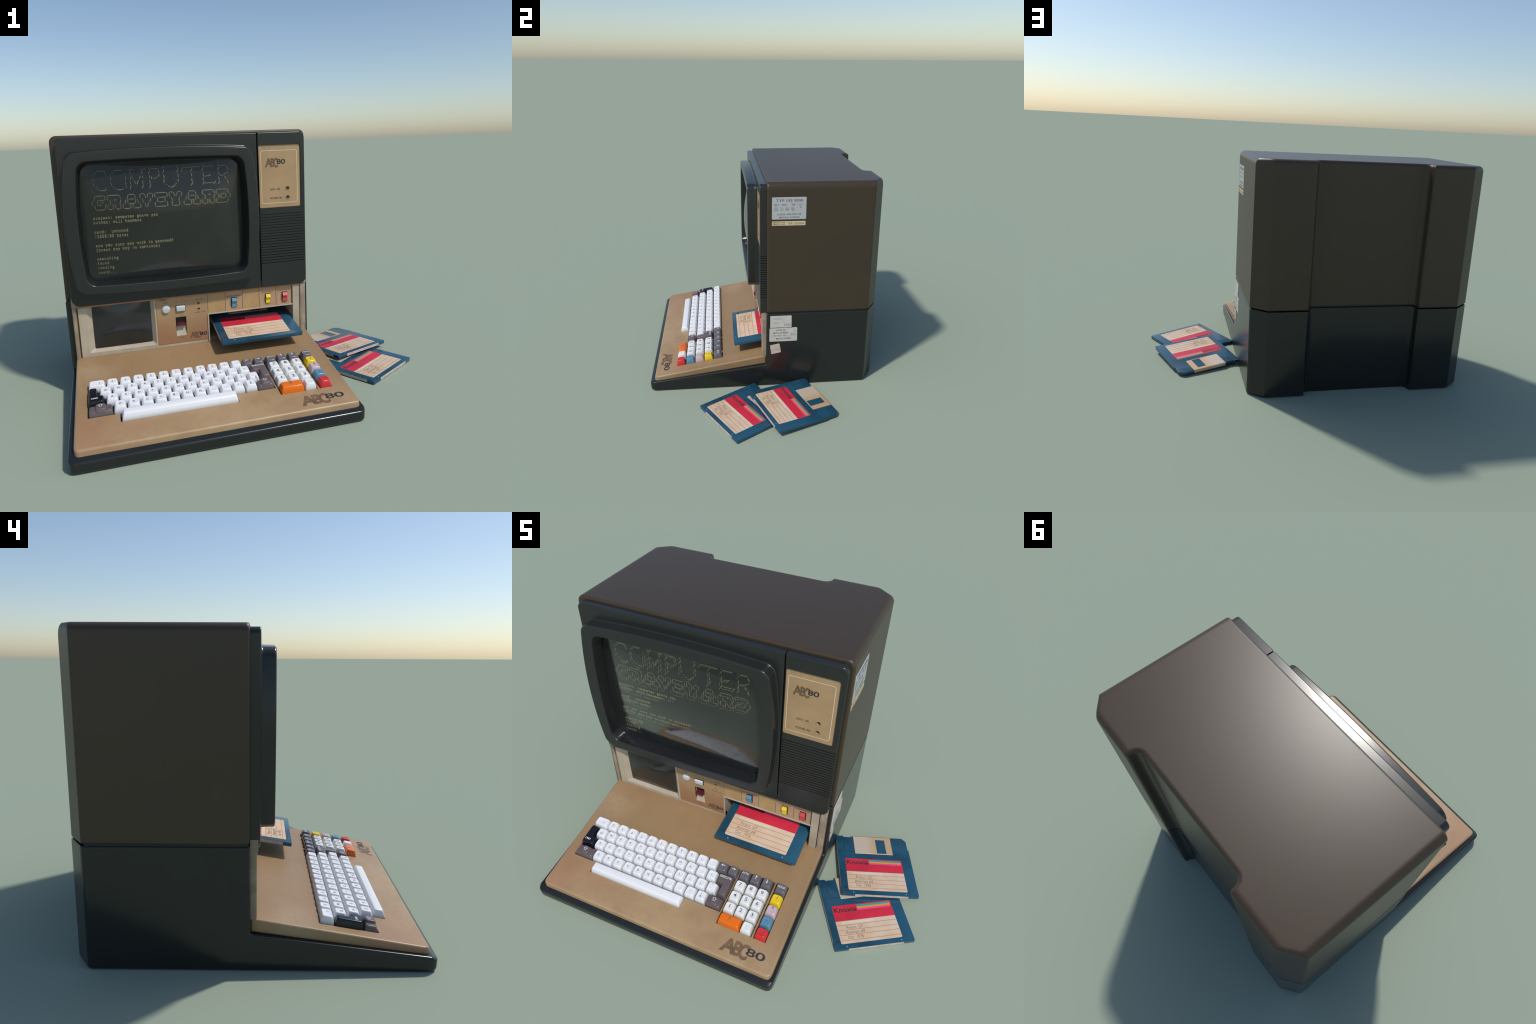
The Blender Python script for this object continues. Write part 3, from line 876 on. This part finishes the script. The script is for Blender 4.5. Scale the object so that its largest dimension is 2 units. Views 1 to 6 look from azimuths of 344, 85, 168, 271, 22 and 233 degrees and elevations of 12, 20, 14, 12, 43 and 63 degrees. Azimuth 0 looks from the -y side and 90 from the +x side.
# pale ramp in the lower half of the lever slot
mb.add([(-0.4115, 0.0210, 0.336), (-0.3525, 0.0210, 0.336), (-0.3525, 0.0035, 0.2800), (-0.4115, 0.0035, 0.2800), (-0.4115, 0.0212, 0.2800), (-0.3525, 0.0212, 0.2800)],
       [[0, 3, 2, 1], [0, 4, 3], [1, 2, 5], [3, 4, 5, 2], [0, 1, 5, 4]], "beige")
mb.build("lever_slot", frame)
mb = MB()
lv = Frame((-0.382, 0.020, 0.3535), (1, 0, 0), (0, -0.13, 0.991))
mb.prism(lv, rect(-0.0250, 0.0250, -0.0050, 0.0050, 0.001), -0.001, 0.030, "sw_dark_red", 0.0015)
mb.build("lever", frame)
mb = MB(); fpan = front(PY)
mb.cone(fpan, -0.4635, 0.449, [(0.024, 0.0), (0.024, 0.003), (0.0215, 0.004), (0.0205, 0.010), (0.0185, 0.0120), (0.010, 0.0126)], "key_white", 28)
mb.build("knob", frame)
mb = MB()
mb.box(-0.4075, -0.3520, -0.0005, PY + 0.001, 0.4295, 0.4635, "black", 0.0003)
mb.box(-0.4060, -0.3550, -0.009, PY, 0.4305, 0.4625, "key_white", 0.004)
mb.build("push_button", frame)
for zc in (0.464, 0.430):
    h_ = MB(); h_.cone(fpan, -0.2755, zc, [(0.0076, -0.018), (0.0076, 0.02)], "black"); cut(panel, [h_])
    h_ = MB(); h_.cone(fpan, -0.2755, zc, [(0.0080, -0.018), (0.0080, 0.02)], "black"); cut(frame, [h_])
    s = MB()
    s.cone(fpan, -0.2755, zc, [(0.0100, 0.0), (0.0095, 0.0012), (0.0080, 0.0013), (0.0072, 0.0004), (0.0062, -0.009)], "socket", 18, False)
    s.cone(fpan, -0.2755, zc, [(0.0032, -0.0088), (0.0030, -0.0050)], "black", 18)
    s.build("indicator_socket", frame)
strips = [(-0.2215, -0.1165, "strip"), (-0.1160, -0.0115, "strip_pale"), (-0.0105, 0.0910, "strip"), (0.0920, 0.1975, "strip_pale"), (0.1985, 0.2955, "strip_pale")]
for x0, x1, k in strips:
    s = MB()
    s.box(x0 + 0.0006, x1 - 0.0006, 0.0034, 0.010, 0.3955, 0.553, k, 0.0010)
    s.build("strip_plate", frame)
mb = MB(); mb.box(-0.2225, 0.300, 0.0055, 0.009, 0.394, 0.553, "ink_brown"); mb.build("strip_backing", frame)
for xc, key in ((-0.0635, "key_blue"), (0.1460, "key_yellow"), (0.2515, "sw_red")):
    s = MB()
    s.box(xc - 0.0175, xc + 0.0175, 0.0012, 0.006, 0.4155, 0.4755, "black", 0.0006)
    # rocker: upper half leans out, lower half lies flat
    prof = [(0.4185, 0.003), (0.4185, -0.004), (0.446, -0.003), (0.4555, -0.0150), (0.4725, -0.005), (0.4725, 0.003)]
    s.loft([[(xc + sx * (0.0140 - i), y + (i if y < 0.002 else 0), z) for z, y in prof] for sx, i in ((-1, 0.001), (-1, 0.0), (1, 0.0), (1, 0.001))], key)
    s.build("rocker_switch", frame, smooth=25)
mb = MB(); f2 = front(PY)
for a, b, z, s in ((-0.110, -0.014, 0.481, "MASTER UNDERVISN"), (0.113, 0.180, 0.482, "MONITOR IN/UT"), (0.207, 0.290, 0.484, "KASSETTSPELARE"), (0.230, 0.266, 0.408, "NORMAL"),
                (-0.2975, -0.2690, 0.407, "RECORD"), (-0.2590, -0.2340, 0.407, "STOP"), (-0.285, -0.246, 0.482, "BATTERI"), (-0.408, -0.346, 0.480, "LO   TV   ME"),
                (-0.387, -0.371, 0.3965, "ON"), (-0.391, -0.371, 0.2655, "OFF"), (-0.478, -0.450, 0.484, "VOLYM")):
    mb.text(f2, s, a, b, z, 0.0062, "ink_faint", 0.0006)
mb.build("panel_print", frame, smooth=0, recalc=False)
logo(f2, -0.336, -0.2345, 0.2575, 0.034, 0.0006).build("logo", frame, smooth=0, recalc=False)

# diskette bay
mb = MB()
x0, x1, z0, z1 = -0.2185, 0.302, 0.223, 0.3887
mb.loft([rr(x0 - 0.008, x1 + 0.008, z0 - 0.008, z1 + 0.008, 0.001, 0.024), rr(x0 - 0.008, x1 + 0.008, z0 - 0.008, z1 + 0.008, 0.001, 0.35),
         ], "beige", False, True)
mb.loft([rr(x0, x1, z0, z1, 0.001, 0.004), rr(x0, x1, z0, z1, 0.001, 0.33)], "beige", False, True)
mb.loft([rr(x0, x1, z0, z1, 0.001, 0.004), rr(x0 - 0.008, x1 + 0.008, z0 - 0.008, z1 + 0.008, 0.001, 0.024)], "beige", False, False)
mb.build("diskette_bay", computer)

# columns at both ends of the recess
mb = MB()
for a, b in ((-0.970, -0.9480), (0.3480, 0.3845)):
    mb.box(a, b, -0.010, 0.0235, 0.522, 0.572, "column", 0.002)
    mb.box(a + 0.0005, b - 0.0005, -0.0035, 0.0235, 0.215, 0.524, "column", 0.004)
    w = b - a
    mb.box(a + 0.2 * w, a + 0.55 * w, -0.0050, 0.01, 0.222, 0.520, "column", 0.002)
mb.build("side_column", computer)
mb = MB()   # dark brown strips set back in the gaps beside the columns
mb.box(-0.952, -0.936, 0.010, 0.0232, 0.220, 0.530, "ink_brown", 0.001)
mb.box(0.340, 0.352, 0.010, 0.0232, 0.220, 0.530, "ink_brown", 0.001)
mb.build("gap_brown_strip", computer)
mb = MB()   # orange-tan apron just behind the lower bezel edge
mb.box(-0.955, 0.379, -0.006, 0.022, 0.512, 0.56, "lip", 0.002, 0.02)
mb.build("bezel_apron", computer)

# ------------------------------------------------------------------ keyboard deck
def deck_shape():
    mb = MB(); rings = []
    xl, xr = -0.973, 0.387
    ds = [0, 0.0008, 0.0025, 0.005, 0.008, 0.012, 0.018, 0.026]
    st_ = [(xl + d, d) for d in ds] + [(-0.3, 1)] + [(xr - d, d) for d in ds[::-1]]
    for x, d in st_:
        e = edge_in(d, 0.011)
        yf = -0.7465 + edge_in(d, 0.026)
        prof = [(yf, 0.0585, 0.003), (0.0225, 0.163, 0.002), (0.0225, zdeck(0.0225), 0.002), (yf + 0.003, zdeck(yf + 0.003), 0.013)]
        rings.append([(x, p.x, p.y) for p in rpoly(inset(prof, e), 5)])
    mb.loft(rings, "deck")
    return mb
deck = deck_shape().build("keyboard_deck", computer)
ROW = [-0.310, -0.3741, -0.4382, -0.5023, -0.5664]
def hole(corners):
    m = MB(); pts = [(x, sdeck(y), 0) for x, y in corners]
    m.loft([[DECK(p[0], p[1], -0.030) for p in pts], [DECK(p[0], p[1], 0.05) for p in pts]], "deck")
    return m
main_hole = hole([(-0.9135, -0.277), (-0.9135, -0.5365), (-0.7655, -0.5365), (-0.7655, -0.597), (-0.1955, -0.597), (-0.1955, -0.5365), (0.0115, -0.5365), (0.0115, -0.277)])
num_hole = hole([(0.0185, -0.277), (0.0185, -0.597), (0.2185, -0.597), (0.2185, -0.277)])
op_hole = hole([(0.2290, -0.277), (0.2290, -0.597), (0.2975, -0.597), (0.2975, -0.277)])
cut(deck, [main_hole, num_hole, op_hole])
mb = MB()
pts = [(-0.93, -0.26), (-0.93, -0.61), (0.31, -0.61), (0.31, -0.26)]
mb.loft([[on_deck(x, y, h) for x, y in pts] for h in (-0.0285, -0.026)], "black")
mb.build("key_well", deck, smooth=0)
logo(DECK, 0.092, 0.327, sdeck(-0.7075), 0.066, 0.0004).build("logo", deck, smooth=0, recalc=False)

# keys --------------------------------------------------------------
PX, PYK = 0.0648, 0.0641 / CT
HK = 0.0345
PROF = [(-0.024, 0.0, 0.006), (0.000, 0.0006, 0.007), (0.014, 0.0024, 0.008), (0.024, 0.0050, 0.009), (0.0300, 0.0072, 0.009),
        (0.0330, 0.0087, 0.009), (0.0343, 0.0104, 0.0085), (0.0345, 0.0125, 0.0075)]
def dish(x, y, hx, hy):
    return -0.0016 * max(0.0, 1 - max((x / max(hx - 0.012, 0.001)) ** 2, (y / max(hy - 0.012, 0.001)) ** 2))
def cap_mesh(m, corners, key, top=HK, shift=0.002, dished=True, z0=-0.024):
    rings = []
    k = top / HK
    for z, d, r in PROF:
        zz = z * k if z > 0 else z
        cs = [(x, y, r) for x, y, _ in inset([(c[0], c[1], 0) for c in corners], d)]
        rings.append([(p.x, p.y + shift * max(zz, 0) / HK, zz) for p in rpoly(cs, 4)])
    if dished:
        hx = max(abs(c[0]) for c in corners); hy = max(abs(c[1]) for c in corners)
        for d, z in ((0.015, -0.0007), (0.019, -0.0013), (0.024, -0.0016)):
            cs = [(x, y, 0.006) for x, y, _ in inset([(c[0], c[1], 0) for c in corners], d)]
            rings.append([(p.x, p.y + shift, top + z) for p in rpoly(cs, 4)])
    m.loft(rings, key, True, True)

shared = {}
keys_made = []
legend = MB()
ROT = Matrix.Rotation(THETA, 4, "X")
def place_key(x, y, kind, builder, mat):
    """kind+mat share one mesh"""
    k = (kind, mat)
    if k not in shared:
        m = MB(); builder(m, mat)
        ob = m.build("key", None, smooth=40, origin=(0, 0, 0), weighted=False)
        shared[k] = ob.data
    else:
        ob = bpy.data.objects.new("key", shared[k]); SC.objects.link(ob)
    ob.matrix_basis = Matrix.Translation(on_deck(x, y)) @ ROT @ Matrix.Rotation(random.uniform(-0.006, 0.006), 4, "Z") @ Matrix.Translation((0, 0, random.uniform(-0.0006, 0.0004)))
    attach(ob, deck)
    return ob
H1X, H1Y = PX / 2 - 0.0016, PYK / 2 - 0.0016
def one_unit(m, mat): cap_mesh(m, rect(-H1X, H1X, -H1Y, H1Y), mat)
def unit_w(w):
    def f(m, mat): cap_mesh(m, rect(-w / 2, w / 2, -H1Y, H1Y), mat, dished=w < 0.1)
    return f
def kf(x, y):  # frame on top of a key
    o = on_deck(x, y); fr_ = Frame(o, (1, 0, 0), (0, CT, ST)); return fr_
def leg(x, y, main, upper="", ink="ink", h=0.0125, dx=0.0, dy=0.002, wide=1.0, bold=0.0, hx=H1X):
    f = kf(x, y)
    conf = lambda a, b: dish(a, b - 0.002, hx, H1Y)
    if upper:
        if main: legend.text_c(f, main, dx, dy - 0.005, h * 0.92, ink, HK + 0.0009, bold, wide, conf)
        legend.text_c(f, upper, dx, dy + 0.009, h * 0.75, "ink_light" if ink == "ink" else ink, HK + 0.0009, bold, wide, conf)
    elif main:
        legend.text_c(f, main, dx, dy, h, ink, HK + 0.0009, bold, wide, conf)
def arrow(x, y, ang, dy=0.009):
    f = kf(x, y); c, s = math.cos(ang), math.sin(ang)
    T = lambda a, b: (a * c - b * s, a * s + b * c + dy)
    z = HK + 0.0006
    legend.stroke(f, [T(-0.010, 0), T(0.007, 0)], 0.0030, "ink_white", z)
    P = [T(0.0115, 0), T(0.003, 0.0065), T(0.003, -0.0065)]
    legend.add([f(p[0], p[1], z + 0.0001) for p in P], [[0, 1, 2]], "ink_white")
def shift_arrow(x, y, dy=0.006):
    f = kf(x, y)
    P = [(0, .011), (.0105, .002), (.005, .002), (.005, -.008), (-.005, -.008), (-.005, .002), (-.0105, .002)]
    legend.stroke(f, [(a, b + dy) for a, b in P], 0.0018, "ink_white", HK + 0.0006, True)

# row 1
place_key(-0.8665, ROW[0], "wide_first", unit_w(0.0865), "key_white"); leg(-0.8665, ROW[0], "1", dx=0.013, dy=-0.001, hx=0.043)
r1 = [("2", '"'), ("3", "/"), ("4", "¤"), ("5", "%"), ("6", "&"), ("7", "/"), ("8", "("), ("9", ")"), ("0", ""), ("+", "-"), ("", "")]
r1 = [("2", ""), ("3", "-"), ("4", "~"), ("5", "="), ("6", "^"), ("7", ">"), ("8", "*"), ("9", ""), ("0", ""), ("+", "-"), ("", "")]
for i, (a, b) in enumerate(r1):
    x = -0.7905 + i * PX
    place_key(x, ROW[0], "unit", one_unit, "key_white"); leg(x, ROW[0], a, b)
for i, ang in enumerate((math.pi, 0)):
    x = -0.0787 + i * 0.0630
    place_key(x, ROW[0], "unit", one_unit, "key_grey"); arrow(x, ROW[0], ang)
# row 2
for i, (a, b) in enumerate([("Q", "!"), ("W", ""), ("E", ""), ("R", ""), ("T", ""), ("Y", "|"), ("U", ""), ("I", ""), ("O", ""), ("P", "*"), ("", ""), ("^", "_")]):
    x = -0.8265 + i * PX
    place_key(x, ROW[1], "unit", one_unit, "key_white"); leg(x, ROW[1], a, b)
# row 3; the last cap has a chipped corner
def chipped(m, mat):
    cs = [(-H1X, -H1Y), (H1X * 0.25, -H1Y), (H1X * 0.38, -H1Y * 0.35), (H1X * 0.5, -H1Y), (H1X, -H1Y), (H1X, H1Y), (-H1X, H1Y)]
    rings = []
    for z, d, r in PROF:
        pts = [(x, y, 0.004) for x, y, _ in inset([(c[0], c[1], 0) for c in rect(-H1X, H1X, -H1Y, H1Y)], d)]
        (ax, ay, _), (bx, by, _), (cx_, cy_, _), (dx_, dy_, _) = pts
        depth = 0.004 if z < 0.02 else 0.014
        poly = [(ax, ay, r), (ax + (bx - ax) * .58, ay, .002), (ax + (bx - ax) * .66, ay + depth, .002), (ax + (bx - ax) * .76, ay + depth * .6, .002), (ax + (bx - ax) * .80, ay, .002), (bx, by, r * .6), (cx_, cy_, r), (dx_, dy_, r)]
        rings.append([(p.x, p.y + 0.002 * max(z, 0) / HK, z) for p in rpoly(poly, 4)])
    m.loft(rings, mat)
for i, (a, b) in enumerate([("A", ""), ("S", ""), ("D", ""), ("F", ""), ("G", ""), ("H", ""), ("J", ""), ("K", "'"), ("L", ""), ("[", "("), ("]", ")"), ("#", "@")]):
    x = -0.7955 + i * PX
    if a == "#": place_key(x, ROW[2], "chipped", chipped, "key_white")
    else: place_key(x, ROW[2], "unit", one_unit, "key_white")
    leg(x, ROW[2], a, b)
# row 4
for i, (a, b) in enumerate([("Z", ""), ("X", ""), ("C", ""), ("V", ""), ("B", ""), ("N", ""), ("M", "|"), (",", ";"), (".", ":"), ("/", ""), ("&", "$")]):
    x = -0.7616 + i * PX
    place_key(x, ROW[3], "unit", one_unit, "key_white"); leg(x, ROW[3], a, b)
# stepped shift keys
def shift_key(w, rx):
    def f(m, mat):
        cap_mesh(m, rect(-w / 2, w / 2, -H1Y, H1Y), mat, top=0.0225, dished=False)
        c = rect(rx - 0.030, rx + 0.030, -H1Y, H1Y)
        rings = []
        for z, d, r in PROF[2:]:
            cs = [(x, y, r) for x, y, _ in inset([(q[0], q[1], 0) for q in c], d + 0.0005)]
            rings.append([(p.x, p.y + 0.002 * z / HK, z) for p in rpoly(cs, 4)])
        m.loft(rings, mat)
    return f
place_key(-0.8520, ROW[3], "shift_left", shift_key(0.115, 0.0), "key_taupe"); shift_arrow(-0.852, ROW[3])
place_key(-0.0365, ROW[3], "shift_right", shift_key(0.089, 0.0), "key_taupe"); shift_arrow(-0.0365, ROW[3])
# L-shaped caps
def ell(points):
    def f(m, mat): cap_mesh(m, [(x, y, 0) for x, y in points], mat, dished=False)
    return f
xa, ya = -0.8705, (ROW[1] + ROW[2]) / 2
q = H1Y + PYK / 2
place_key(xa, ya, "ell_black", ell([(-0.041, -q), (0.0415, -q), (0.0415, -0.003), (0.0095, -0.003), (0.0095, q), (-0.041, q)]), "key_black")
f = kf(xa, ya); legend.text_c(f, "CMD", -0.008, -0.030, 0.0105, "ink_white", HK + 0.0006, 0.015)
xb = -0.0345
place_key(xb, ya, "ell_execute", ell([(-0.0085, -q), (0.0445, -q), (0.0445, q), (-0.0445, q), (-0.0445, 0.002), (-0.0085, 0.002)]), "key_taupe")
f = kf(xb, ya); legend.text_c(f, "EXECUTE", 0.0, 0.045, 0.0105, "ink_white", HK + 0.0006, 0.015, 1.05)
# number block
KN = 0.0640
for c, lab in enumerate(("ATTN", "u", "d")):
    x = 0.0535 + c * KN
    place_key(x, ROW[0], "unit", one_unit, "key_grey")
    if lab == "ATTN": legend.text_c(kf(x, ROW[0]), lab, 0, 0.009, 0.0100, "ink_white", HK + 0.0006, 0.01)
    else: arrow(x, ROW[0], math.pi / 2 if lab == "u" else -math.pi / 2)
for r, trio in enumerate(("789", "456", "123")):
    for c, d in enumerate(trio):
        x = 0.0535 + c * KN
        place_key(x, ROW[r + 1], "unit", one_unit, "key_cream"); leg(x, ROW[r + 1], d, ink="ink_navy", h=0.0190, dx=0.001, dy=0.004, wide=1.2, bold=0.008)
place_key(0.0855, ROW[4], "wide_zero", unit_w(0.124), "key_orange")
legend.text_c(kf(0.0855, ROW[4]), "0", -0.002, 0.010, 0.0175, "ink_brown", HK + 0.0006, 0.0)
place_key(0.1815, ROW[4], "unit", one_unit, "key_cream"); leg(0.1815, ROW[4], ".", ink="ink", h=0.018, dy=0.012)
# operator column
for r, (ch, mat) in enumerate((("HOLD", "key_grey"), ("/", "key_yellow"), ("*", "key_pink"), ("-", "key_blue"), ("+", "key_red"))):
    place_key(0.2635, ROW[r], "unit", one_unit, mat)
    if r == 0: legend.text_c(kf(0.2635, ROW[0]), ch, 0.001, 0.007, 0.0105, "ink_white", HK + 0.0006, 0.01)
    else: leg(0.2635, ROW[r], ch, ink="ink_brown" if r in (1, 4) else "ink_navy", h=0.019, dx=0.003, dy=0.010 if ch == "*" else 0.007, bold=0.01)
# space bar
def space_bar(m, mat):
    w = 0.561
    rings = []
    for z, dx, y0, y1, r in ((-0.024, 0, -H1Y, H1Y, 0.004), (0.0, 0.001, -H1Y, H1Y - 0.001, 0.005), (0.014, 0.004, -H1Y + 0.004, H1Y - 0.004, 0.006), (0.026, 0.0075, -H1Y + 0.0085, H1Y - 0.008, 0.006),
                             (0.031, 0.0095, -H1Y + 0.011, H1Y - 0.010, 0.006), (0.0335, 0.012, -H1Y + 0.0145, H1Y - 0.012, 0.006), (0.0345, 0.016, -H1Y + 0.018, H1Y - 0.0145, 0.005)):
        rings.append([(p.x, p.y + 0.002 * max(z, 0) / HK, z) for p in rpoly(rect(-w / 2 + dx, w / 2 - dx, y0, y1, r), 4)])
    m.loft(rings, mat)
place_key(-0.4785, ROW[4], "space", space_bar, "key_white")
lg = legend.build("key_legend", deck, smooth=0, recalc=False)
lg["kind"] = "stuff"

# ------------------------------------------------------------------ floppy disks
DW, DH, DT = 0.436, 0.437, 0.020
C0 = Vector((DW / 2, DH / 2, 0))
FD = Frame(-C0, (1, 0, 0), (0, 1, 0))
def disk_meshes():
    out = {}
    m = MB()
    cs = [(0, 0, 0.004), (DW, 0, 0.006), (DW, 0.341, 0.001), (0.4305, 0.344, 0.001), (0.4305, 0.412, 0.002), (0.407, DH, 0.002), (0.338, DH, 0.001), (0.336, 0.4335, 0.001),
          (0.102, 0.4335, 0.001), (0.100, 0.428, 0.001), (0.046, 0.428, 0.001), (0.043, DH, 0.001), (0.004, DH, 0.003), (0, 0.432, 0.003)]
    m.prism(FD, cs, 0.0, DT, "disk", 0.0014, 3, 2, True)
    m.flat(FD, rect(0.040, 0.0425, 0.310, 0.428), "disk_dark", DT + 0.0002)
    m.flat(FD, rect(0.0425, 0.100, 0.3085, 0.311), "disk_dark", DT + 0.0002)
    m.add([FD(x, y, DT + 0.0002) for x, y in ((0.012, 0.384), (0.024, 0.384), (0.024, 0.400), (0.018, 0.412), (0.012, 0.400))], [[0, 1, 2, 3, 4]], "disk_dark")
    m.flat(FD, rect(0.017, 0.033, 0.037, 0.0385), "ink", DT + 0.0002)
    m.flat(FD, rect(0.017, 0.0185, 0.0385, 0.050), "ink", DT + 0.0002)
    m.flat(FD, rect(0.0195, 0.033, 0.0395, 0.050), "disk_dark", DT + 0.0002)
    for hx in (0.067, 0.364):
        m.cone(FD, hx, 0.0125, [(0.0042, DT - 0.0005), (0.0042, DT + 0.0004), (0.0030, DT + 0.0004), (0.0026, DT + 0.0001)], "disk_dot", 14)
    out["body"] = m
    m = MB()
    zt = DT + 0.0014
    oc, ic = rect(0.105, 0.334, 0.2985, 0.4365, 0.004), rect(0.239, 0.296, 0.3045, 0.4145, 0.001)
    P = lambda c, z: [FD(p.x, p.y, z) for p in rpoly(c, 3)]
    m.loft([P(oc, DT - 0.0008), P(oc, zt - 0.0004), P(inset(oc, 0.0005), zt), P(ic, zt), P(ic, DT - 0.0008)], "shutter", False, False)
    m.add([FD(x, y, z) for x in (0.105, 0.334) for y, z in ((0.4340, 0.001), (0.4385, 0.001), (0.4385, zt - 0.0004), (0.4365, zt), (0.4340, zt))],
          [[0, 1, 2, 3, 4], [9, 8, 7, 6, 5], [0, 5, 6, 1], [1, 6, 7, 2], [2, 7, 8, 3], [3, 8, 9, 4], [4, 9, 5, 0]], "shutter")
    out["shutter"] = m
    m = MB()
    zl = DT + 0.0006
    m.prism(FD, rect(0.040, 0.376, 0.028, 0.2575, 0.008), DT - 0.0005, zl, "label", 0.0002, 4, 1)
    m.flat(FD, [(0.040, 0.1605, 0), (0.376, 0.1605, 0), (0.376, 0.2575, 0.008), (0.040, 0.2575, 0.008)], "label_red", zl + 0.0002)
    for k, key in enumerate(("st_teal", "st_orange", "st_pink")):
        m.flat(FD, rect(0.180, 0.3705, 0.2385 - k * 0.0112, 0.2497 - k * 0.0112), key, zl + 0.0004)
    for y in (0.135, 0.1045, 0.0765, 0.0455):
        m.flat(FD, rect(0.041, 0.375, y - 0.0010, y + 0.0010), "rule", zl + 0.0002)
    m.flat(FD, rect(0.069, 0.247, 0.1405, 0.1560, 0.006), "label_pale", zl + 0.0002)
    for y in (0.088, 0.059):
        m.flat(FD, rect(0.0455, 0.0485, y - 0.0015, y + 0.0015, 0.0014), "ink", zl + 0.0003)
    out["label"] = m
    m = MB()
    m.text(FD, "Knoxia", 0.0475, 0.175, 0.2150, 0.0275, "ink", zl + 0.0005, 0.018)
    for s, a, b, y in (("Project  GY", 0.091, 0.182, 0.110), ("Attempt #4", 0.080, 0.184, 0.0815), ("Dec  1976", 0.086, 0.170, 0.0525)):
        m.text(FD, s, a, b, y, 0.0185, "pencil", zl + 0.0004, -0.010, 0.12)
    out["print"] = m
    m = MB()
    fe = Frame(-C0 + Vector((0, 0, 0)), (1, 0, 0), (0, 0, 1))
    m.prism(fe, rect(0.075, 0.376, 0.002, DT - 0.0018, 0.001), 0, 0.0005, "edge_pale")
    out["front_edge"] = m
    m = MB()
    fl = Frame(-C0, (0, -1, 0), (0, 0, 1))
    m.prism(fl, rect(-0.405, -0.045, 0.002, DT - 0.0018, 0.001), 0, 0.0005, "edge_pale")
    out["side_edge"] = m
    return out
parts = {k: None for k in ("body", "shutter", "label", "print", "front_edge", "side_edge")}
dm = disk_meshes()
NAMES = dict(shutter="shutter", label="paper_label", print="label_writing", front_edge="label_fold", side_edge="label_edge")

def floppy(origin_top_corner, u, v, scale, bits, text):
    u, v = Vector(u).normalized(), Vector(v)
    n = u.cross(v).normalized(); v = n.cross(u)
    R = Matrix((u, v, n)).transposed().to_4x4()
    o = Vector(origin_top_corner) - n * DT * scale + (u * C0.x + v * C0.y) * scale
    mat = Matrix.Translation(o) @ R @ Matrix.Scale(scale, 4)
    body = None
    for k in ("body",) + bits:
        if parts[k] is None:
            ob = dm[k].build("floppy_disk" if k == "body" else NAMES[k], None, smooth=30 if k == "body" else 0, origin=(0, 0, 0), recalc=k in ("body", "shutter", "front_edge", "side_edge"), weighted=False)
            parts[k] = ob.data
        else:
            ob = bpy.data.objects.new("floppy_disk" if k == "body" else NAMES[k], parts[k]); SC.objects.link(ob)
        if k == "body":
            body = ob; ob.matrix_basis = mat; WORLD[ob.name] = mat
        else:
            ob.matrix_basis = mat; attach(ob, body)
    body["label"] = text
    body["category"] = "floppy disk"
    return body

a = math.radians(31.5)
floppy((0.6265, -0.4335, 0.020), (math.cos(a), math.sin(a), 0), (-math.sin(a), math.cos(a), 0), 1.0, ("shutter", "label", "print", "front_edge", "side_edge"),
       "blue floppy disk with red and cream paper label")
a = math.radians(21.68)
gx, gy = -0.0063, -0.0534
floppy((0.558, -0.110, 0.0565), (math.cos(a), math.sin(a), gx * math.cos(a) + gy * math.sin(a)), (-math.sin(a), math.cos(a), -gx * math.sin(a) + gy * math.cos(a)), 1.0,
       ("shutter", "label", "print", "front_edge", "side_edge"), "blue floppy disk leaning on another, metal shutter showing")
floppy((-0.1855, -0.195, 0.2805), (1, 0, 0), (0, 1, 0.161), 1.096, ("shutter", "label", "print", "side_edge"),
       "blue floppy disk half inserted in the drive slot")
